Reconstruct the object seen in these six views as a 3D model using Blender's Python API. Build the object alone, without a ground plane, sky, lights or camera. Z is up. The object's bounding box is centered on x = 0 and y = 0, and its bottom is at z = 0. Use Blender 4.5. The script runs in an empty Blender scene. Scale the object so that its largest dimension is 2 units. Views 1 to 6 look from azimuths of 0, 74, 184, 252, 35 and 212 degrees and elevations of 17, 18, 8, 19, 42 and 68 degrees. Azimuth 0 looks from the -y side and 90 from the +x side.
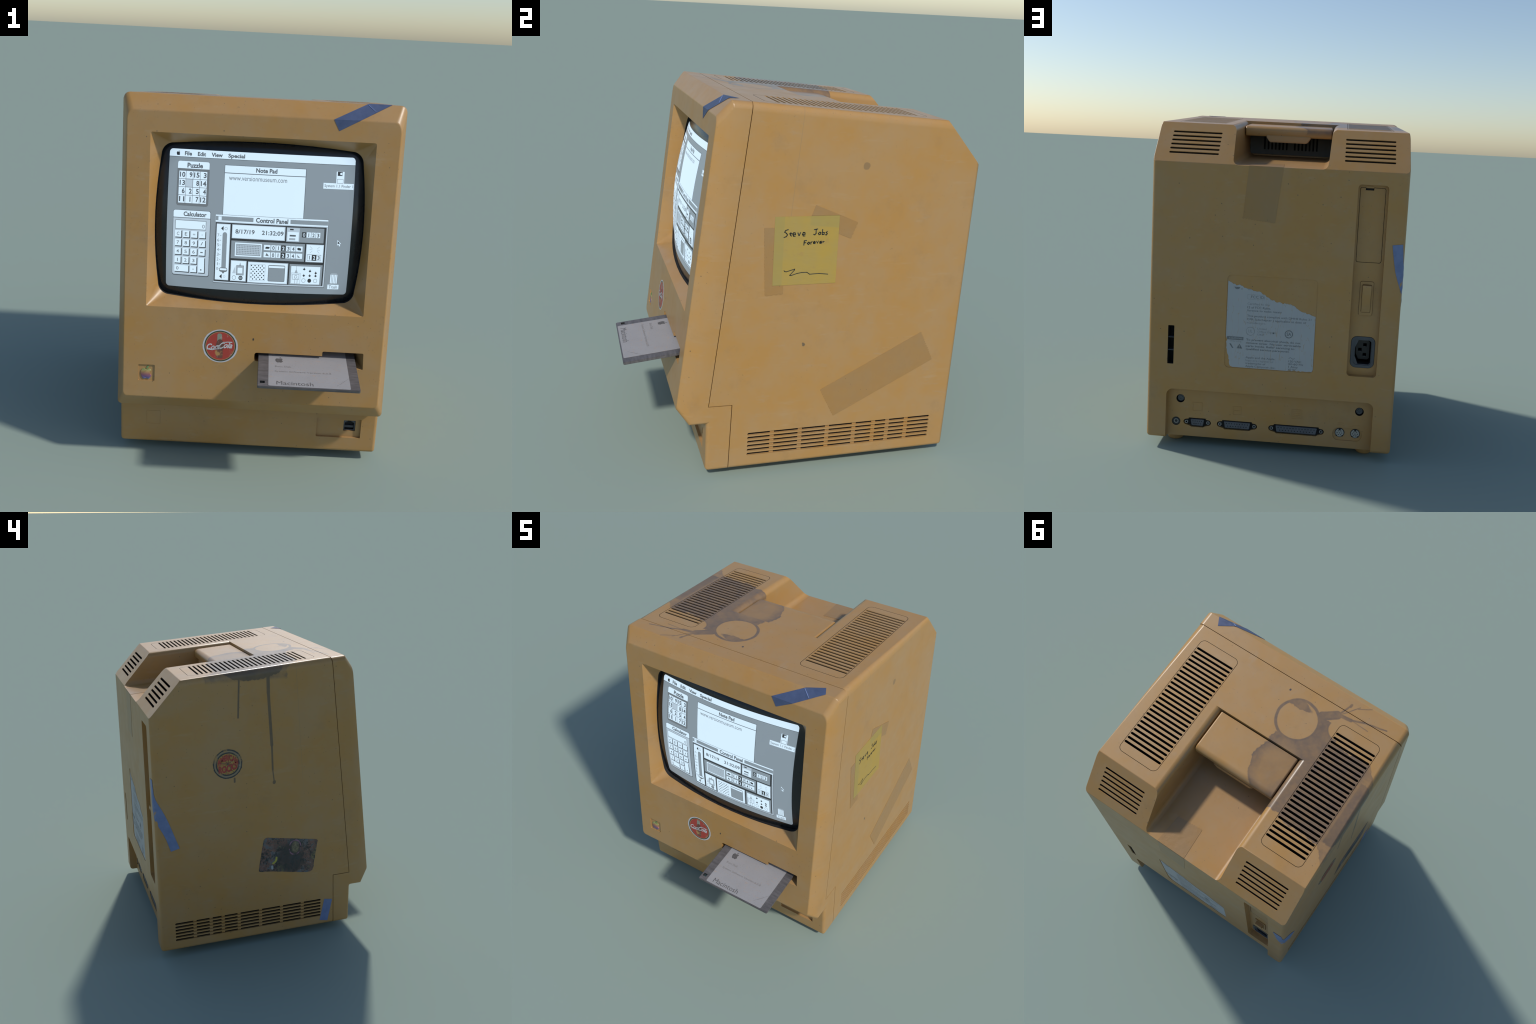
"""A yellowed compact desktop computer with a disk in its drive, built from measured profiles."""
import math
import random
import bpy
import bmesh
from mathutils import Vector, noise

random.seed(7)
V3 = Vector
HALF_W = 0.7265                   # half width of the case
TOP_SLOPE = 0.0727                # the lid falls towards the back
FRONT_LEAN = 0.1131               # the face leans back as it rises
REAR_Y = 0.898


def lid_z(y):
    return 2.0015 - TOP_SLOPE * (y + 0.405)


def floor_z(y):
    """Floor of the carrying well."""
    return 1.6935 + 0.063 * (REAR_Y - y)


# ------------------------------------------------------------------ node helpers
class X:
    """A scalar socket that builds Math nodes when used in arithmetic."""

    def __init__(self, t, s):
        self.t, self.s = t, s

    def _m(self, op, *others, clamp=False):
        n = self.t.nodes.new("ShaderNodeMath")
        n.operation, n.use_clamp = op, clamp
        for i, o in enumerate((self,) + others):
            if isinstance(o, X):
                self.t.links.new(o.s, n.inputs[i])
            else:
                n.inputs[i].default_value = o
        return X(self.t, n.outputs[0])

    def __add__(self, o): return self._m("ADD", o)
    def __radd__(self, o): return self._m("ADD", o)
    def __sub__(self, o): return self._m("SUBTRACT", o)
    def __rsub__(self, o): return (self * -1) + o
    def __mul__(self, o): return self._m("MULTIPLY", o)
    def __rmul__(self, o): return self._m("MULTIPLY", o)
    def __truediv__(self, o): return self._m("DIVIDE", o)
    def abs(self): return self._m("ABSOLUTE")
    def sqrt(self): return self._m("SQRT")
    def min(self, o): return self._m("MINIMUM", o)
    def max(self, o): return self._m("MAXIMUM", o)
    def clamp(self): return self._m("ADD", 0.0, clamp=True)

    def below(self, edge, soft):
        """1 where self < edge, 0 where self > edge + soft."""
        return ((edge + soft - self) / soft).clamp() if not isinstance(edge, X) else ((edge - self) / soft + 1.0).clamp()

    def above(self, edge, soft):
        return ((self - edge) / soft + 1.0).clamp()


class Mat:
    """Wraps a material: procedural nodes on Object coordinates."""

    def __init__(self, name):
        self.m = bpy.data.materials.new(name)
        self.m.use_nodes = True
        self.t = self.m.node_tree
        self.b = self.t.nodes["Principled BSDF"]
        tc = self.t.nodes.new("ShaderNodeTexCoord")
        self.co = tc.outputs["Object"]
        sep = self.t.nodes.new("ShaderNodeSeparateXYZ")
        self.t.links.new(self.co, sep.inputs[0])
        self.x, self.y, self.z = (X(self.t, sep.outputs[i]) for i in range(3))

    def noise(self, scale, detail=4.0, rough=0.55, stretch=None, offset=0.0, co=None):
        n = self.t.nodes.new("ShaderNodeTexNoise")
        n.inputs["Scale"].default_value = scale
        n.inputs["Detail"].default_value = detail
        n.inputs["Roughness"].default_value = rough
        src = co or self.co
        if stretch or offset:
            mp = self.t.nodes.new("ShaderNodeMapping")
            mp.inputs["Scale"].default_value = stretch or (1, 1, 1)
            mp.inputs["Location"].default_value = (offset, offset * 0.7, -offset)
            self.t.links.new(src, mp.inputs[0])
            src = mp.outputs[0]
        self.t.links.new(src, n.inputs["Vector"])
        return X(self.t, n.outputs[0])

    def voronoi(self, scale, offset=0.0, feature="F1"):
        n = self.t.nodes.new("ShaderNodeTexVoronoi")
        n.feature = feature
        n.inputs["Scale"].default_value = scale
        mp = self.t.nodes.new("ShaderNodeMapping")
        mp.inputs["Location"].default_value = (offset, offset, offset)
        self.t.links.new(self.co, mp.inputs[0])
        self.t.links.new(mp.outputs[0], n.inputs["Vector"])
        sep = self.t.nodes.new("ShaderNodeSeparateColor")
        self.t.links.new(n.outputs["Color"], sep.inputs[0])
        return X(self.t, n.outputs["Distance"]), X(self.t, sep.outputs[0]), X(self.t, sep.outputs[1])

    def mix(self, a, b, fac):
        n = self.t.nodes.new("ShaderNodeMix")
        n.data_type = "RGBA"
        for sock, c in ((n.inputs[6], a), (n.inputs[7], b)):
            if isinstance(c, tuple):
                sock.default_value = (*c, 1)
            else:
                self.t.links.new(c, sock)
        if isinstance(fac, X):
            self.t.links.new(fac.s, n.inputs[0])
        else:
            n.inputs[0].default_value = fac
        return n.outputs[2]

    def ramp(self, fac, stops, mode="LINEAR"):
        n = self.t.nodes.new("ShaderNodeValToRGB")
        n.color_ramp.interpolation = mode
        e = n.color_ramp.elements
        while len(e) < len(stops):
            e.new(0.5)
        for el, (p, c) in zip(e, stops):
            el.position, el.color = p, (*c, 1)
        self.t.links.new(fac.s, n.inputs[0])
        return n.outputs[0]

    def set(self, name, v):
        if isinstance(v, X):
            self.t.links.new(v.s, self.b.inputs[name])
        elif isinstance(v, (int, float)):
            self.b.inputs[name].default_value = v
        elif isinstance(v, tuple):
            self.b.inputs[name].default_value = (*v, 1)
        else:
            self.t.links.new(v, self.b.inputs[name])
        return self

    def bump(self, h, strength=0.2, dist=0.002):
        n = self.t.nodes.new("ShaderNodeBump")
        n.inputs["Strength"].default_value = strength
        n.inputs["Distance"].default_value = dist
        self.t.links.new(h.s, n.inputs["Height"])
        self.t.links.new(n.outputs[0], self.b.inputs["Normal"])
        return self


def seg_dist(px, py, a, b):
    """Distance (node value) from the point (px, py) to the segment a-b."""
    dx, dy = b[0] - a[0], b[1] - a[1]
    ll = dx * dx + dy * dy
    ux, uy = px - a[0], py - a[1]
    t = ((ux * dx + uy * dy) / ll).clamp()
    ex, ey = ux - t * dx, uy - t * dy
    return (ex * ex + ey * ey).sqrt()


def disc_dist(px, py, c, rx, ry):
    ux, uy = (px - c[0]) / rx, (py - c[1]) / ry
    return ((ux * ux + uy * uy).sqrt() - 1.0) * min(rx, ry)


def box_dist(px, py, x0, x1, y0, y1, r=0.02):
    qx = ((px - (x0 + x1) / 2).abs() - ((x1 - x0) / 2 - r)).max(0.0)
    qy = ((py - (y0 + y1) / 2).abs() - ((y1 - y0) / 2 - r)).max(0.0)
    return (qx * qx + qy * qy).sqrt() - r


# ------------------------------------------------------------------ materials
TAN_WARM = (0.405, 0.218, 0.064)  # both tans darkened below the lid's tone, towards shade baked on the walls
TAN_GREY = (0.388, 0.233, 0.098)


def plastic_colour(m, warm=TAN_WARM, grey=TAN_GREY):
    """Yellowed plastic: warm and greyish clouds, specks, faint rubbed marks."""
    n1 = m.noise(3.1, 5, 0.6)
    n2 = m.noise(9.0, 4, 0.6, offset=3.0)
    f = ((n1 * 0.6 + n2 * 0.4 - 0.5) * 4.5 + 0.5).clamp()
    c = m.mix(warm, grey, f)
    grime = ((m.noise(5.0, 6, 0.7, offset=9.0) - 0.56) * 5.0).clamp()
    c = m.mix(c, (0.27, 0.165, 0.075), grime * 0.38)
    d, r1, r2 = m.voronoi(21.0)
    speck = (d.below(r2 * 0.06, 0.035) * r1.above(0.50, 0.05))
    c = m.mix(c, (0.10, 0.075, 0.05), speck * 0.75)
    d, r1, r2 = m.voronoi(58.0, 5.0)
    fine = (d.below(r2 * 0.12, 0.05) * r1.above(0.55, 0.05))
    cluster = ((m.noise(4.0, 3, 0.6, offset=21.0) - 0.43) * 6.0).clamp()
    c = m.mix(c, (0.16, 0.11, 0.065), fine * cluster * 0.75)
    scr = ((m.noise(30.0, 3, 0.5, stretch=(0.25, 0.25, 1.0), offset=2.0) - 0.68) * 14).clamp()
    c = m.mix(c, (0.45, 0.34, 0.22), scr * 0.12)
    dirt = ((m.noise(55.0, 5, 0.72, offset=61.0) - 0.60) * 9).clamp() * ((m.noise(3.6, 4, 0.6, offset=71.0) - 0.48) * 6).clamp()
    c = m.mix(c, (0.17, 0.115, 0.06), dirt * 0.5)
    d, r1, r2 = m.voronoi(120.0, 15.0)
    c = m.mix(c, (0.15, 0.10, 0.06), d.below(r2 * 0.14, 0.06) * r1.above(0.66, 0.05) * 0.45)
    rub = ((m.noise(18.0, 4, 0.6, stretch=(0.5, 0.22, 1.3), offset=81.0) - 0.62) * 8).clamp()
    c = m.mix(c, (0.42, 0.315, 0.20), rub * 0.22)
    smear = ((m.noise(12.0, 5, 0.7, stretch=(1.0, 0.5, 1.6), offset=12.0) - 0.60) * 6).clamp()
    c = m.mix(c, (0.36, 0.27, 0.18), smear * 0.38)
    return c


def plastic_finish(m, rough=0.42):
    g = m.noise(240.0, 2, 0.5)
    m.bump(g, 0.10, 0.0012)
    m.set("Roughness", m.noise(7.0, 4, 0.6, offset=5.0) * 0.2 + (rough - 0.13))
    m.set("Specular IOR Level", 0.5)


def case_material():
    m = Mat("yellowed_plastic")
    c = plastic_colour(m)
    # spilled coffee on the lid, seen from above in (x, y)
    wob = m.noise(11.0, 4, 0.6, offset=1.0) - 0.5
    wob2 = m.noise(11.0, 4, 0.6, offset=14.0) - 0.5
    jag = m.noise(42.0, 4, 0.6, offset=31.0) - 0.5
    px, py = m.x + wob * 0.055 + jag * 0.03, m.y + wob2 * 0.055 - jag * 0.03
    lx, ly = m.x + wob * 0.012, m.y + wob2 * 0.012
    ring_c = (-0.137, -0.1025)
    rx, ry = lx - ring_c[0], ly - ring_c[1]
    rr = (rx * rx + ry * ry).sqrt()
    d = (rr - 0.128).abs() - 0.0085
    front_arc = (disc_dist(px, py, (-0.095, -0.195), 0.085, 0.027)).max(rr - 0.137)
    d = d.min(front_arc)
    body = box_dist(px, py + ((-0.64 - m.x).max(0.0)) * -1.1, -0.78, -0.352, -0.095, 0.45, 0.05)
    body = body.min(box_dist(px, py, -0.40, -0.20, -0.20, 0.425, 0.05))
    body = body.min(disc_dist(px, py, (-0.17, 0.19), 0.135, 0.185))
    body = body.min(disc_dist(px, py, (-0.14, 0.06), 0.085, 0.06))
    body = body.max(0.004 - disc_dist(lx, ly, (-0.375, -0.185), 0.058, 0.062))
    body = body.min(seg_dist(lx, ly, (-0.245, -0.205), (-0.315, -0.255)) - 0.028)
    body = body.max(0.121 - rr)
    d = d.min(body)
    for a, b, r in (((-0.32, -0.262), (-0.40, -0.273), 0.011), ((-0.40, -0.273), (-0.474, -0.301), 0.006),
                    ((-0.474, -0.301), (-0.608, -0.331), 0.0045), ((-0.40, -0.275), (-0.518, -0.268), 0.002),
                    ((-0.32, -0.265), (-0.352, -0.352), 0.0055), ((-0.33, -0.27), (-0.404, -0.370), 0.0025),
                    ((-0.40, -0.355), (-0.468, -0.400), 0.002), ((-0.352, -0.345), (-0.353, -0.357), 0.008)):
        d = d.min(seg_dist(lx, ly, a, b) - r)
    wet = d.below(-0.003, 0.006) * m.z.above(1.90, 0.02)
    # run down over the left wall, in (y, z)
    wy = m.y + wob * 0.04 + jag * 0.02
    wz = m.z + wob2 * 0.05 + jag * 0.03
    run = disc_dist(wy, wz, (0.235, 1.985), 0.215, 0.098)
    run = run.min(seg_dist(m.y, m.z, (0.322, 1.90), (0.331, 1.655)) - 0.0055)
    for a, b, r in (((0.13, 1.90), (0.128, 1.80), 0.011), ((0.128, 1.80), (0.105, 1.45), 0.0095), ((0.105, 1.45), (0.099, 1.28), 0.006),
                    ((0.099, 1.28), (0.089, 1.20), 0.004), ((0.088, 1.196), (0.089, 1.19), 0.0105), ((0.361, 1.25), (0.361, 1.227), 0.006)):
        run = run.min(seg_dist(m.y, m.z, a, b) - r)
    wet2 = run.below(-0.002, 0.004) * m.x.below(-0.66, 0.02)
    mott = ((m.noise(24.0, 5, 0.65, offset=6.0) - 0.5) * 3.0 + 0.5).clamp()
    # paler patch where the puddle dried on the grip
    dry = disc_dist(px, py, (-0.175, 0.21), 0.105, 0.15).below(-0.03, 0.06)
    depth = (0.76 + mott * 0.24) * (1.0 - dry * 0.55)
    strip = m.x.below(-0.655, 0.02)
    depth = depth * (1.0 - strip * (0.25 + ((m.noise(20.0, 4, 0.6, stretch=(0.3, 1.0, 1.0), offset=41.0) - 0.4) * 3.0).clamp() * 0.55))
    tide = d.below(-0.013, 0.008) * -1.0 + 1.0
    amount = (wet * (depth + tide * 0.12)).clamp().max(wet2 * (0.80 + mott * 0.2))
    c = m.mix(c, m.mix((0.150, 0.104, 0.072), (0.215, 0.134, 0.072), ((m.noise(13.0, 5, 0.65, offset=17.0) - 0.5) * 3.5 + 0.4).clamp()), amount)
    c = m.mix(c, (0.085, 0.065, 0.042), wet2 * m.z.below(1.93, 0.03) * 0.55)
    # single dark marks
    for (a, b, r, axis, side) in ((0.278, 1.695, 0.016, "x", 1), (0.014, 0.757, 0.006, "x", 1), (0.008, 0.764, 0.003, "x", 1)):
        q = disc_dist(m.y + wob * 0.02, m.z + wob2 * 0.02, (a, b), r, r).below(0.0, 0.004) * m.x.above(0.70, 0.01)
        c = m.mix(c, (0.13, 0.095, 0.06), q * (0.5 if r > 0.01 else 0.95))
    q = disc_dist(m.x, m.y, (0.005, -0.241), 0.005, 0.006).below(0.0, 0.002) * m.z.above(1.97, 0.01)
    c = m.mix(c, (0.05, 0.045, 0.05), q)
    q = disc_dist(m.x + wob * 0.006, m.z, (0.0005, 0.762), 0.0035, 0.0055).below(0.0, 0.002) * m.y.below(-0.55, 0.01)
    c = m.mix(c, (0.04, 0.035, 0.03), q)
    # thin mould line down the flanks
    ml = (m.y - (m.z - 1.96) * 0.0737 + 0.058).abs().below(0.0012, 0.0012) * m.x.abs().above(0.70, 0.01) * m.z.above(1.30, 0.25)
    c = m.mix(c, (0.26, 0.18, 0.10), ml * 0.4)
    m.set("Base Color", c)
    plastic_finish(m)
    rg = (m.noise(7.0, 4, 0.6, offset=5.0) * 0.2 + 0.28)
    m.set("Roughness", rg - wet * 0.05)
    return m.m


def plain_plastic(name, warm, grey, rough=0.42):
    m = Mat(name)
    m.set("Base Color", plastic_colour(m, warm, grey))
    plastic_finish(m, rough)
    return m.m


def simple(name, col, rough=0.5, var=0.15, scale=20.0, metal=0.0, bump=0.0):
    m = Mat(name)
    dark = tuple(c * (1 - var) for c in col)
    lite = tuple(min(1, c * (1 + var)) for c in col)
    m.set("Base Color", m.mix(dark, lite, ((m.noise(scale, 5, 0.6) - 0.5) * 2.5 + 0.5).clamp()))
    m.set("Roughness", rough).set("Metallic", metal)
    if bump:
        m.bump(m.noise(scale * 4, 3, 0.6), bump, 0.003)
    return m.m


def glow(name, col, strength=1.0):
    """Lit phosphor: emission, falling off a little towards the corners of the tube."""
    m = Mat(name)
    ux, uz = m.x / 0.52, (m.z - 1.36) / 0.44
    q = ux * ux * ux * ux + uz * uz * uz * uz
    fall = 1.0 - (q - 0.75).clamp() * 0.35
    line = m.noise(3.0, 3, 0.5) * 0.06 + 0.97
    m.set("Base Color", (0.02, 0.022, 0.024)).set("Roughness", 0.35)
    m.set("Emission Color", col).set("Emission Strength", fall * line * strength)
    return m.m


def tape_material():
    m = Mat("clear_brown_tape")
    n1 = m.noise(4.0, 5, 0.6)
    c = m.mix((0.335, 0.186, 0.062), (0.315, 0.190, 0.080), ((n1 - 0.5) * 4 + 0.5).clamp())
    d, r1, r2 = m.voronoi(30.0, 3.0)
    c = m.mix(c, (0.15, 0.10, 0.06), d.below(r2 * 0.07, 0.03) * r1.above(0.7, 0.05) * 0.6)
    m.set("Base Color", c).set("Roughness", 0.36)
    m.bump(m.noise(22.0, 5, 0.65), 0.5, 0.004)
    return m.m


def note_material():
    m = Mat("yellow_note_paper")
    n1 = m.noise(7.0, 5, 0.6)
    c = m.mix((0.39, 0.262, 0.050), (0.36, 0.255, 0.070), ((n1 - 0.5) * 4 + 0.5).clamp())
    blot = ((m.noise(17.0, 4, 0.6, offset=4.0) - 0.62) * 9).clamp()
    c = m.mix(c, (0.30, 0.17, 0.08), blot * 0.45)
    # taped margin is a little deeper
    marg = m.y.below(-0.128, 0.004).max(((m.z - 1.392) + (m.y - 0.0) * 0.1).above(0.012, 0.004) * m.y.above(0.01, 0.01))
    c = m.mix(c, (0.30, 0.24, 0.075), marg * 0.55)
    m.set("Base Color", c).set("Roughness", 0.6)
    m.bump(m.noise(28.0, 4, 0.6, stretch=(1, 0.5, 2)), 0.25, 0.003)
    return m.m


def photo_material():
    """Dark busy snapshot: a plain stand-in of rubbish-pile colours."""
    m = Mat("dark_snapshot_print")
    wx = m.noise(9.0, 3, 0.6)
    n0 = m.noise(24.0, 6, 0.8, offset=2.0)
    hue = m.noise(13.0, 3, 0.6, offset=23.0)
    n = m.noise(70.0, 5, 0.7)
    c = m.ramp(((hue - 0.5) * 3.4 + 0.5).clamp(), ((0.0, (0.10, 0.11, 0.13)), (0.25, (0.13, 0.12, 0.118)), (0.42, (0.19, 0.085, 0.065)), (0.55, (0.10, 0.085, 0.075)),
                    (0.68, (0.165, 0.075, 0.055)), (0.8, (0.075, 0.065, 0.065)), (1.0, (0.17, 0.14, 0.07))))
    c = m.mix(c, (0.018, 0.022, 0.024), ((n0 - 0.49) * 9).clamp())
    c = m.mix(c, (0.34, 0.33, 0.34), ((n - 0.62) * 9).clamp() * ((0.56 - n0) * 8).clamp() * 0.7)
    mid = disc_dist(m.y + (wx - 0.5) * 0.16, m.z + (hue - 0.5) * 0.1, (-0.03, 0.63), 0.085, 0.11).below(-0.02, 0.05)
    c = m.mix(c, (0.022, 0.027, 0.030), mid * 0.8)
    face = disc_dist(m.y + (wx - 0.5) * 0.03, m.z, (-0.065, 0.700), 0.028, 0.044).below(-0.006, 0.010)
    c = m.mix(c, (0.24, 0.205, 0.11), face * ((n - 0.3) * 2.6).clamp())
    fy, fz = (m.y + 0.062) / 1.0, (m.z - 0.698) / 1.25
    hoop = ((fy * fy + fz * fz).sqrt() - 0.043).abs().below(0.002, 0.003)
    c = m.mix(c, (0.27, 0.13, 0.20), hoop * ((m.noise(25.0, 2) - 0.38) * 9).clamp())
    ban = seg_dist(m.y, m.z, (0.097, 0.600), (0.082, 0.610)).min(seg_dist(m.y, m.z, (0.082, 0.610), (0.074, 0.624))).min(seg_dist(m.y, m.z, (0.074, 0.624), (0.073, 0.640))) - 0.0065
    c = m.mix(c, m.mix((0.42, 0.38, 0.06), (0.30, 0.27, 0.05), n), ban.below(-0.002, 0.005))
    wh = seg_dist(m.y, m.z, (0.104, 0.578), (0.103, 0.562)) - 0.007
    c = m.mix(c, (0.30, 0.33, 0.36), wh.below(-0.001, 0.003))
    m.set("Base Color", c).set("Roughness", 0.4)
    return m.m


def pizza_material():
    """Round food-pattern sticker: rim, yellow disc with slices."""
    m = Mat("round_slice_sticker_print")
    wob = m.noise(14.0, 3, 0.6) - 0.5
    y, z = m.y - 0.4053 + wob * 0.010, m.z - 1.354 + (m.noise(14.0, 3, 0.6, offset=8.0) - 0.5) * 0.010
    r = (y * y + z * z).sqrt()
    n = m.noise(40.0, 4, 0.6)
    c = m.mix((0.42, 0.235, 0.04), (0.33, 0.21, 0.06), n)
    dab = ((m.noise(26.0, 4, 0.6, offset=19.0) - 0.52) * 9).clamp()
    c = m.mix(c, (0.30, 0.06, 0.045), dab * 0.6)
    for k in range(4):
        ang = math.radians(12 + 45 * k)
        ln = (y * math.sin(ang) - z * math.cos(ang)).abs().below(0.0012, 0.0015)
        c = m.mix(c, (0.05, 0.05, 0.045), ln * 0.8)
    rim = r.above(0.0745, 0.003)
    c = m.mix(c, m.mix((0.27, 0.20, 0.115), (0.21, 0.17, 0.12), n), rim)
    c = m.mix(c, (0.03, 0.035, 0.04), (r - 0.0755).abs().below(0.003, 0.003))
    c = m.mix(c, (0.03, 0.035, 0.04), (r - 0.0955).abs().below(0.003, 0.003))
    wear = ((m.noise(34.0, 4, 0.7, offset=3.0) - 0.60) * 12).clamp()
    c = m.mix(c, (0.30, 0.27, 0.24), wear * 0.7)
    fade = ((m.noise(20.0, 4, 0.6, offset=27.0) - 0.54) * 8).clamp() * r.above(0.072, 0.01)
    c = m.mix(c, (0.36, 0.215, 0.075), fade * 0.8)
    m.set("Base Color", c).set("Roughness", 0.45)
    return m.m


def rainbow_material():
    m = Mat("six_band_emblem_paint")
    t = (m.z - 0.512) / 0.075
    c = m.ramp(t.clamp(), ((0.0, (0.12, 0.22, 0.38)), (0.17, (0.22, 0.12, 0.27)), (0.36, (0.35, 0.13, 0.14)),
                           (0.52, (0.40, 0.22, 0.09)), (0.64, (0.38, 0.29, 0.10)), (0.78, (0.14, 0.27, 0.10))))
    m.set("Base Color", c).set("Roughness", 0.35)
    return m.m


def label_material():
    m = Mat("worn_white_label_paper")
    n = m.noise(12.0, 5, 0.6)
    c = m.mix((0.39, 0.40, 0.41), (0.35, 0.365, 0.385), n)  # white paper greyed down for the shading on the back
    cr = ((m.noise(10.0, 2, 0.5, stretch=(3, 1, 0.5)) - 0.5).abs()).below(0.004, 0.004)
    c = m.mix(c, (0.36, 0.27, 0.17), cr * 0.5)
    m.set("Base Color", c).set("Roughness", 0.55)
    return m.m


def disk_label_material():
    m = Mat("disk_label_paper")
    n = m.noise(14.0, 5, 0.65)
    c = m.mix((0.275, 0.268, 0.272), (0.325, 0.318, 0.322), n)
    sp = ((m.noise(120.0, 2, 0.6) - 0.6) * 8).clamp()
    c = m.mix(c, (0.24, 0.21, 0.20), sp * 0.5)
    cr = ((m.noise(6.0, 2, 0.5, stretch=(1, 5, 1), offset=5.0) - 0.5).abs()).below(0.002, 0.003)
    c = m.mix(c, (0.42, 0.28, 0.18), cr * 0.5)
    m.set("Base Color", c).set("Roughness", 0.6)
    return m.m


def disk_shell_material():
    m = Mat("brushed_grey_disk_plastic")
    n = m.noise(30.0, 5, 0.7, stretch=(0.35, 2.0, 1))
    c = m.mix((0.070, 0.065, 0.066), (0.135, 0.125, 0.127), ((n - 0.5) * 3 + 0.5).clamp())
    m.set("Base Color", c).set("Roughness", 0.45)
    return m.m


def blue_tape_material():
    m = Mat("blue_masking_tape")
    n = m.noise(18.0, 5, 0.65)
    c = m.mix((0.115, 0.165, 0.32), (0.155, 0.21, 0.385), ((n - 0.5) * 3 + 0.5).clamp())
    m.set("Base Color", c).set("Roughness", 0.42)
    m.bump(m.noise(45.0, 4, 0.6), 0.3, 0.003)
    return m.m


def cola_material():
    """Worn red drinks roundel: white rim, dark ring, bottle-coloured centre."""
    m = Mat("worn_red_roundel_print")
    zc = 0.7165
    x, z = m.x + 0.173, (m.z - zc) * 1.006
    r = (x * x + z * z).sqrt()
    n = m.noise(60.0, 5, 0.7)
    c = m.mix((0.40, 0.045, 0.028), (0.33, 0.04, 0.03), n)
    neck = box_dist(x, z, -0.016, 0.006, 0.02, 0.068, 0.008).below(0.0, 0.002)
    c = m.mix(c, (0.22, 0.25, 0.19), neck)
    belly = disc_dist(x, z, (-0.002, 0.0), 0.020, 0.036).below(0.0, 0.002)
    c = m.mix(c, (0.13, 0.05, 0.035), belly)
    foot = box_dist(x, z, -0.018, 0.014, -0.066, -0.025, 0.008).below(0.0, 0.002)
    c = m.mix(c, (0.16, 0.06, 0.04), foot)
    swirl = ((m.noise(26.0, 3, 0.5, offset=2.0) - 0.53) * 12).clamp() * disc_dist(x, z, (0.022, -0.035), 0.045, 0.03).below(0.0, 0.004)
    c = m.mix(c, (0.42, 0.24, 0.08), swirl * 0.9)
    wear = ((m.noise(48.0, 4, 0.7, offset=7.0) - 0.60) * 10).clamp()
    c = m.mix(c, (0.42, 0.30, 0.25), wear * 0.7)
    c = m.mix(c, (0.42, 0.25, 0.10), (r - 0.0775).abs().below(0.0012, 0.0012))
    c = m.mix(c, (0.035, 0.045, 0.03), r.above(0.079, 0.0015))
    c = m.mix(c, (0.50, 0.50, 0.52), r.above(0.0855, 0.0015))
    m.set("Base Color", c).set("Roughness", 0.4)
    return m.m


MAT = {}


def make_materials():
    MAT["case"] = case_material()
    MAT["dark"] = simple("dark_interior", (0.012, 0.012, 0.013), 0.8)
    MAT["recess"] = plain_plastic("recess_plastic", (0.40, 0.27, 0.13), (0.36, 0.265, 0.155))
    MAT["grip"] = MAT["case"]
    MAT["charcoal"] = simple("charcoal_inner_plastic", (0.075, 0.08, 0.082), 0.55)
    MAT["black"] = simple("black_plastic", (0.018, 0.019, 0.022), 0.45)
    MAT["slate"] = simple("slate_plastic", (0.07, 0.077, 0.09), 0.45)
    MAT["steel"] = simple("dull_steel", (0.22, 0.22, 0.22), 0.4, metal=0.5)
    MAT["port_grey"] = simple("port_face_plastic", (0.095, 0.10, 0.115), 0.5)
    MAT["pale"] = simple("pale_socket_plastic", (0.33, 0.32, 0.28), 0.5)
    MAT["tube"] = simple("dark_tube_glass", (0.013, 0.015, 0.018), 0.22, 0.1)
    MAT["ui_white"] = glow("lit_white", (0.66, 0.845, 1.0))
    MAT["ui_grey"] = glow("lit_grey", (0.215, 0.27, 0.315))
    MAT["ui_light"] = glow("lit_light_grey", (0.43, 0.54, 0.64))
    MAT["ui_mid"] = glow("lit_mid_grey", (0.13, 0.155, 0.175))
    MAT["ui_dark"] = glow("lit_dark", (0.018, 0.021, 0.024))
    MAT["ui_ink"] = glow("lit_ink", (0.075, 0.092, 0.108))
    MAT["ui_soft"] = glow("lit_soft_grey", (0.31, 0.385, 0.45))
    MAT["tape"] = tape_material()
    MAT["note"] = note_material()
    MAT["ink"] = simple("black_ink", (0.03, 0.035, 0.03), 0.5)
    MAT["photo"] = photo_material()
    MAT["pizza"] = pizza_material()
    MAT["red_ink"] = simple("red_sticker_ink", (0.33, 0.04, 0.035), 0.45, 0.3, 60)
    MAT["rainbow"] = rainbow_material()
    MAT["label"] = label_material()
    MAT["label_ink"] = simple("faded_print_ink", (0.15, 0.16, 0.17), 0.6, 0.3, 80)
    MAT["label_ink_soft"] = simple("pale_print_ink", (0.26, 0.27, 0.28), 0.6, 0.2, 80)
    MAT["disk"] = disk_shell_material()
    MAT["disk_label"] = disk_label_material()
    MAT["disk_ink"] = simple("grey_disk_ink", (0.10, 0.095, 0.095), 0.6, 0.3, 90)
    MAT["disk_ink_soft"] = simple("pale_disk_ink", (0.20, 0.185, 0.18), 0.6, 0.3, 90)
    MAT["blue"] = blue_tape_material()
    MAT["cola"] = cola_material()
    MAT["white_ink"] = simple("worn_white_ink", (0.52, 0.50, 0.50), 0.45, 0.2, 60)


# ------------------------------------------------------------------ mesh helpers
def link(o, parent):
    bpy.context.scene.collection.objects.link(o)
    if parent:
        o.parent = parent
    return o


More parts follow.
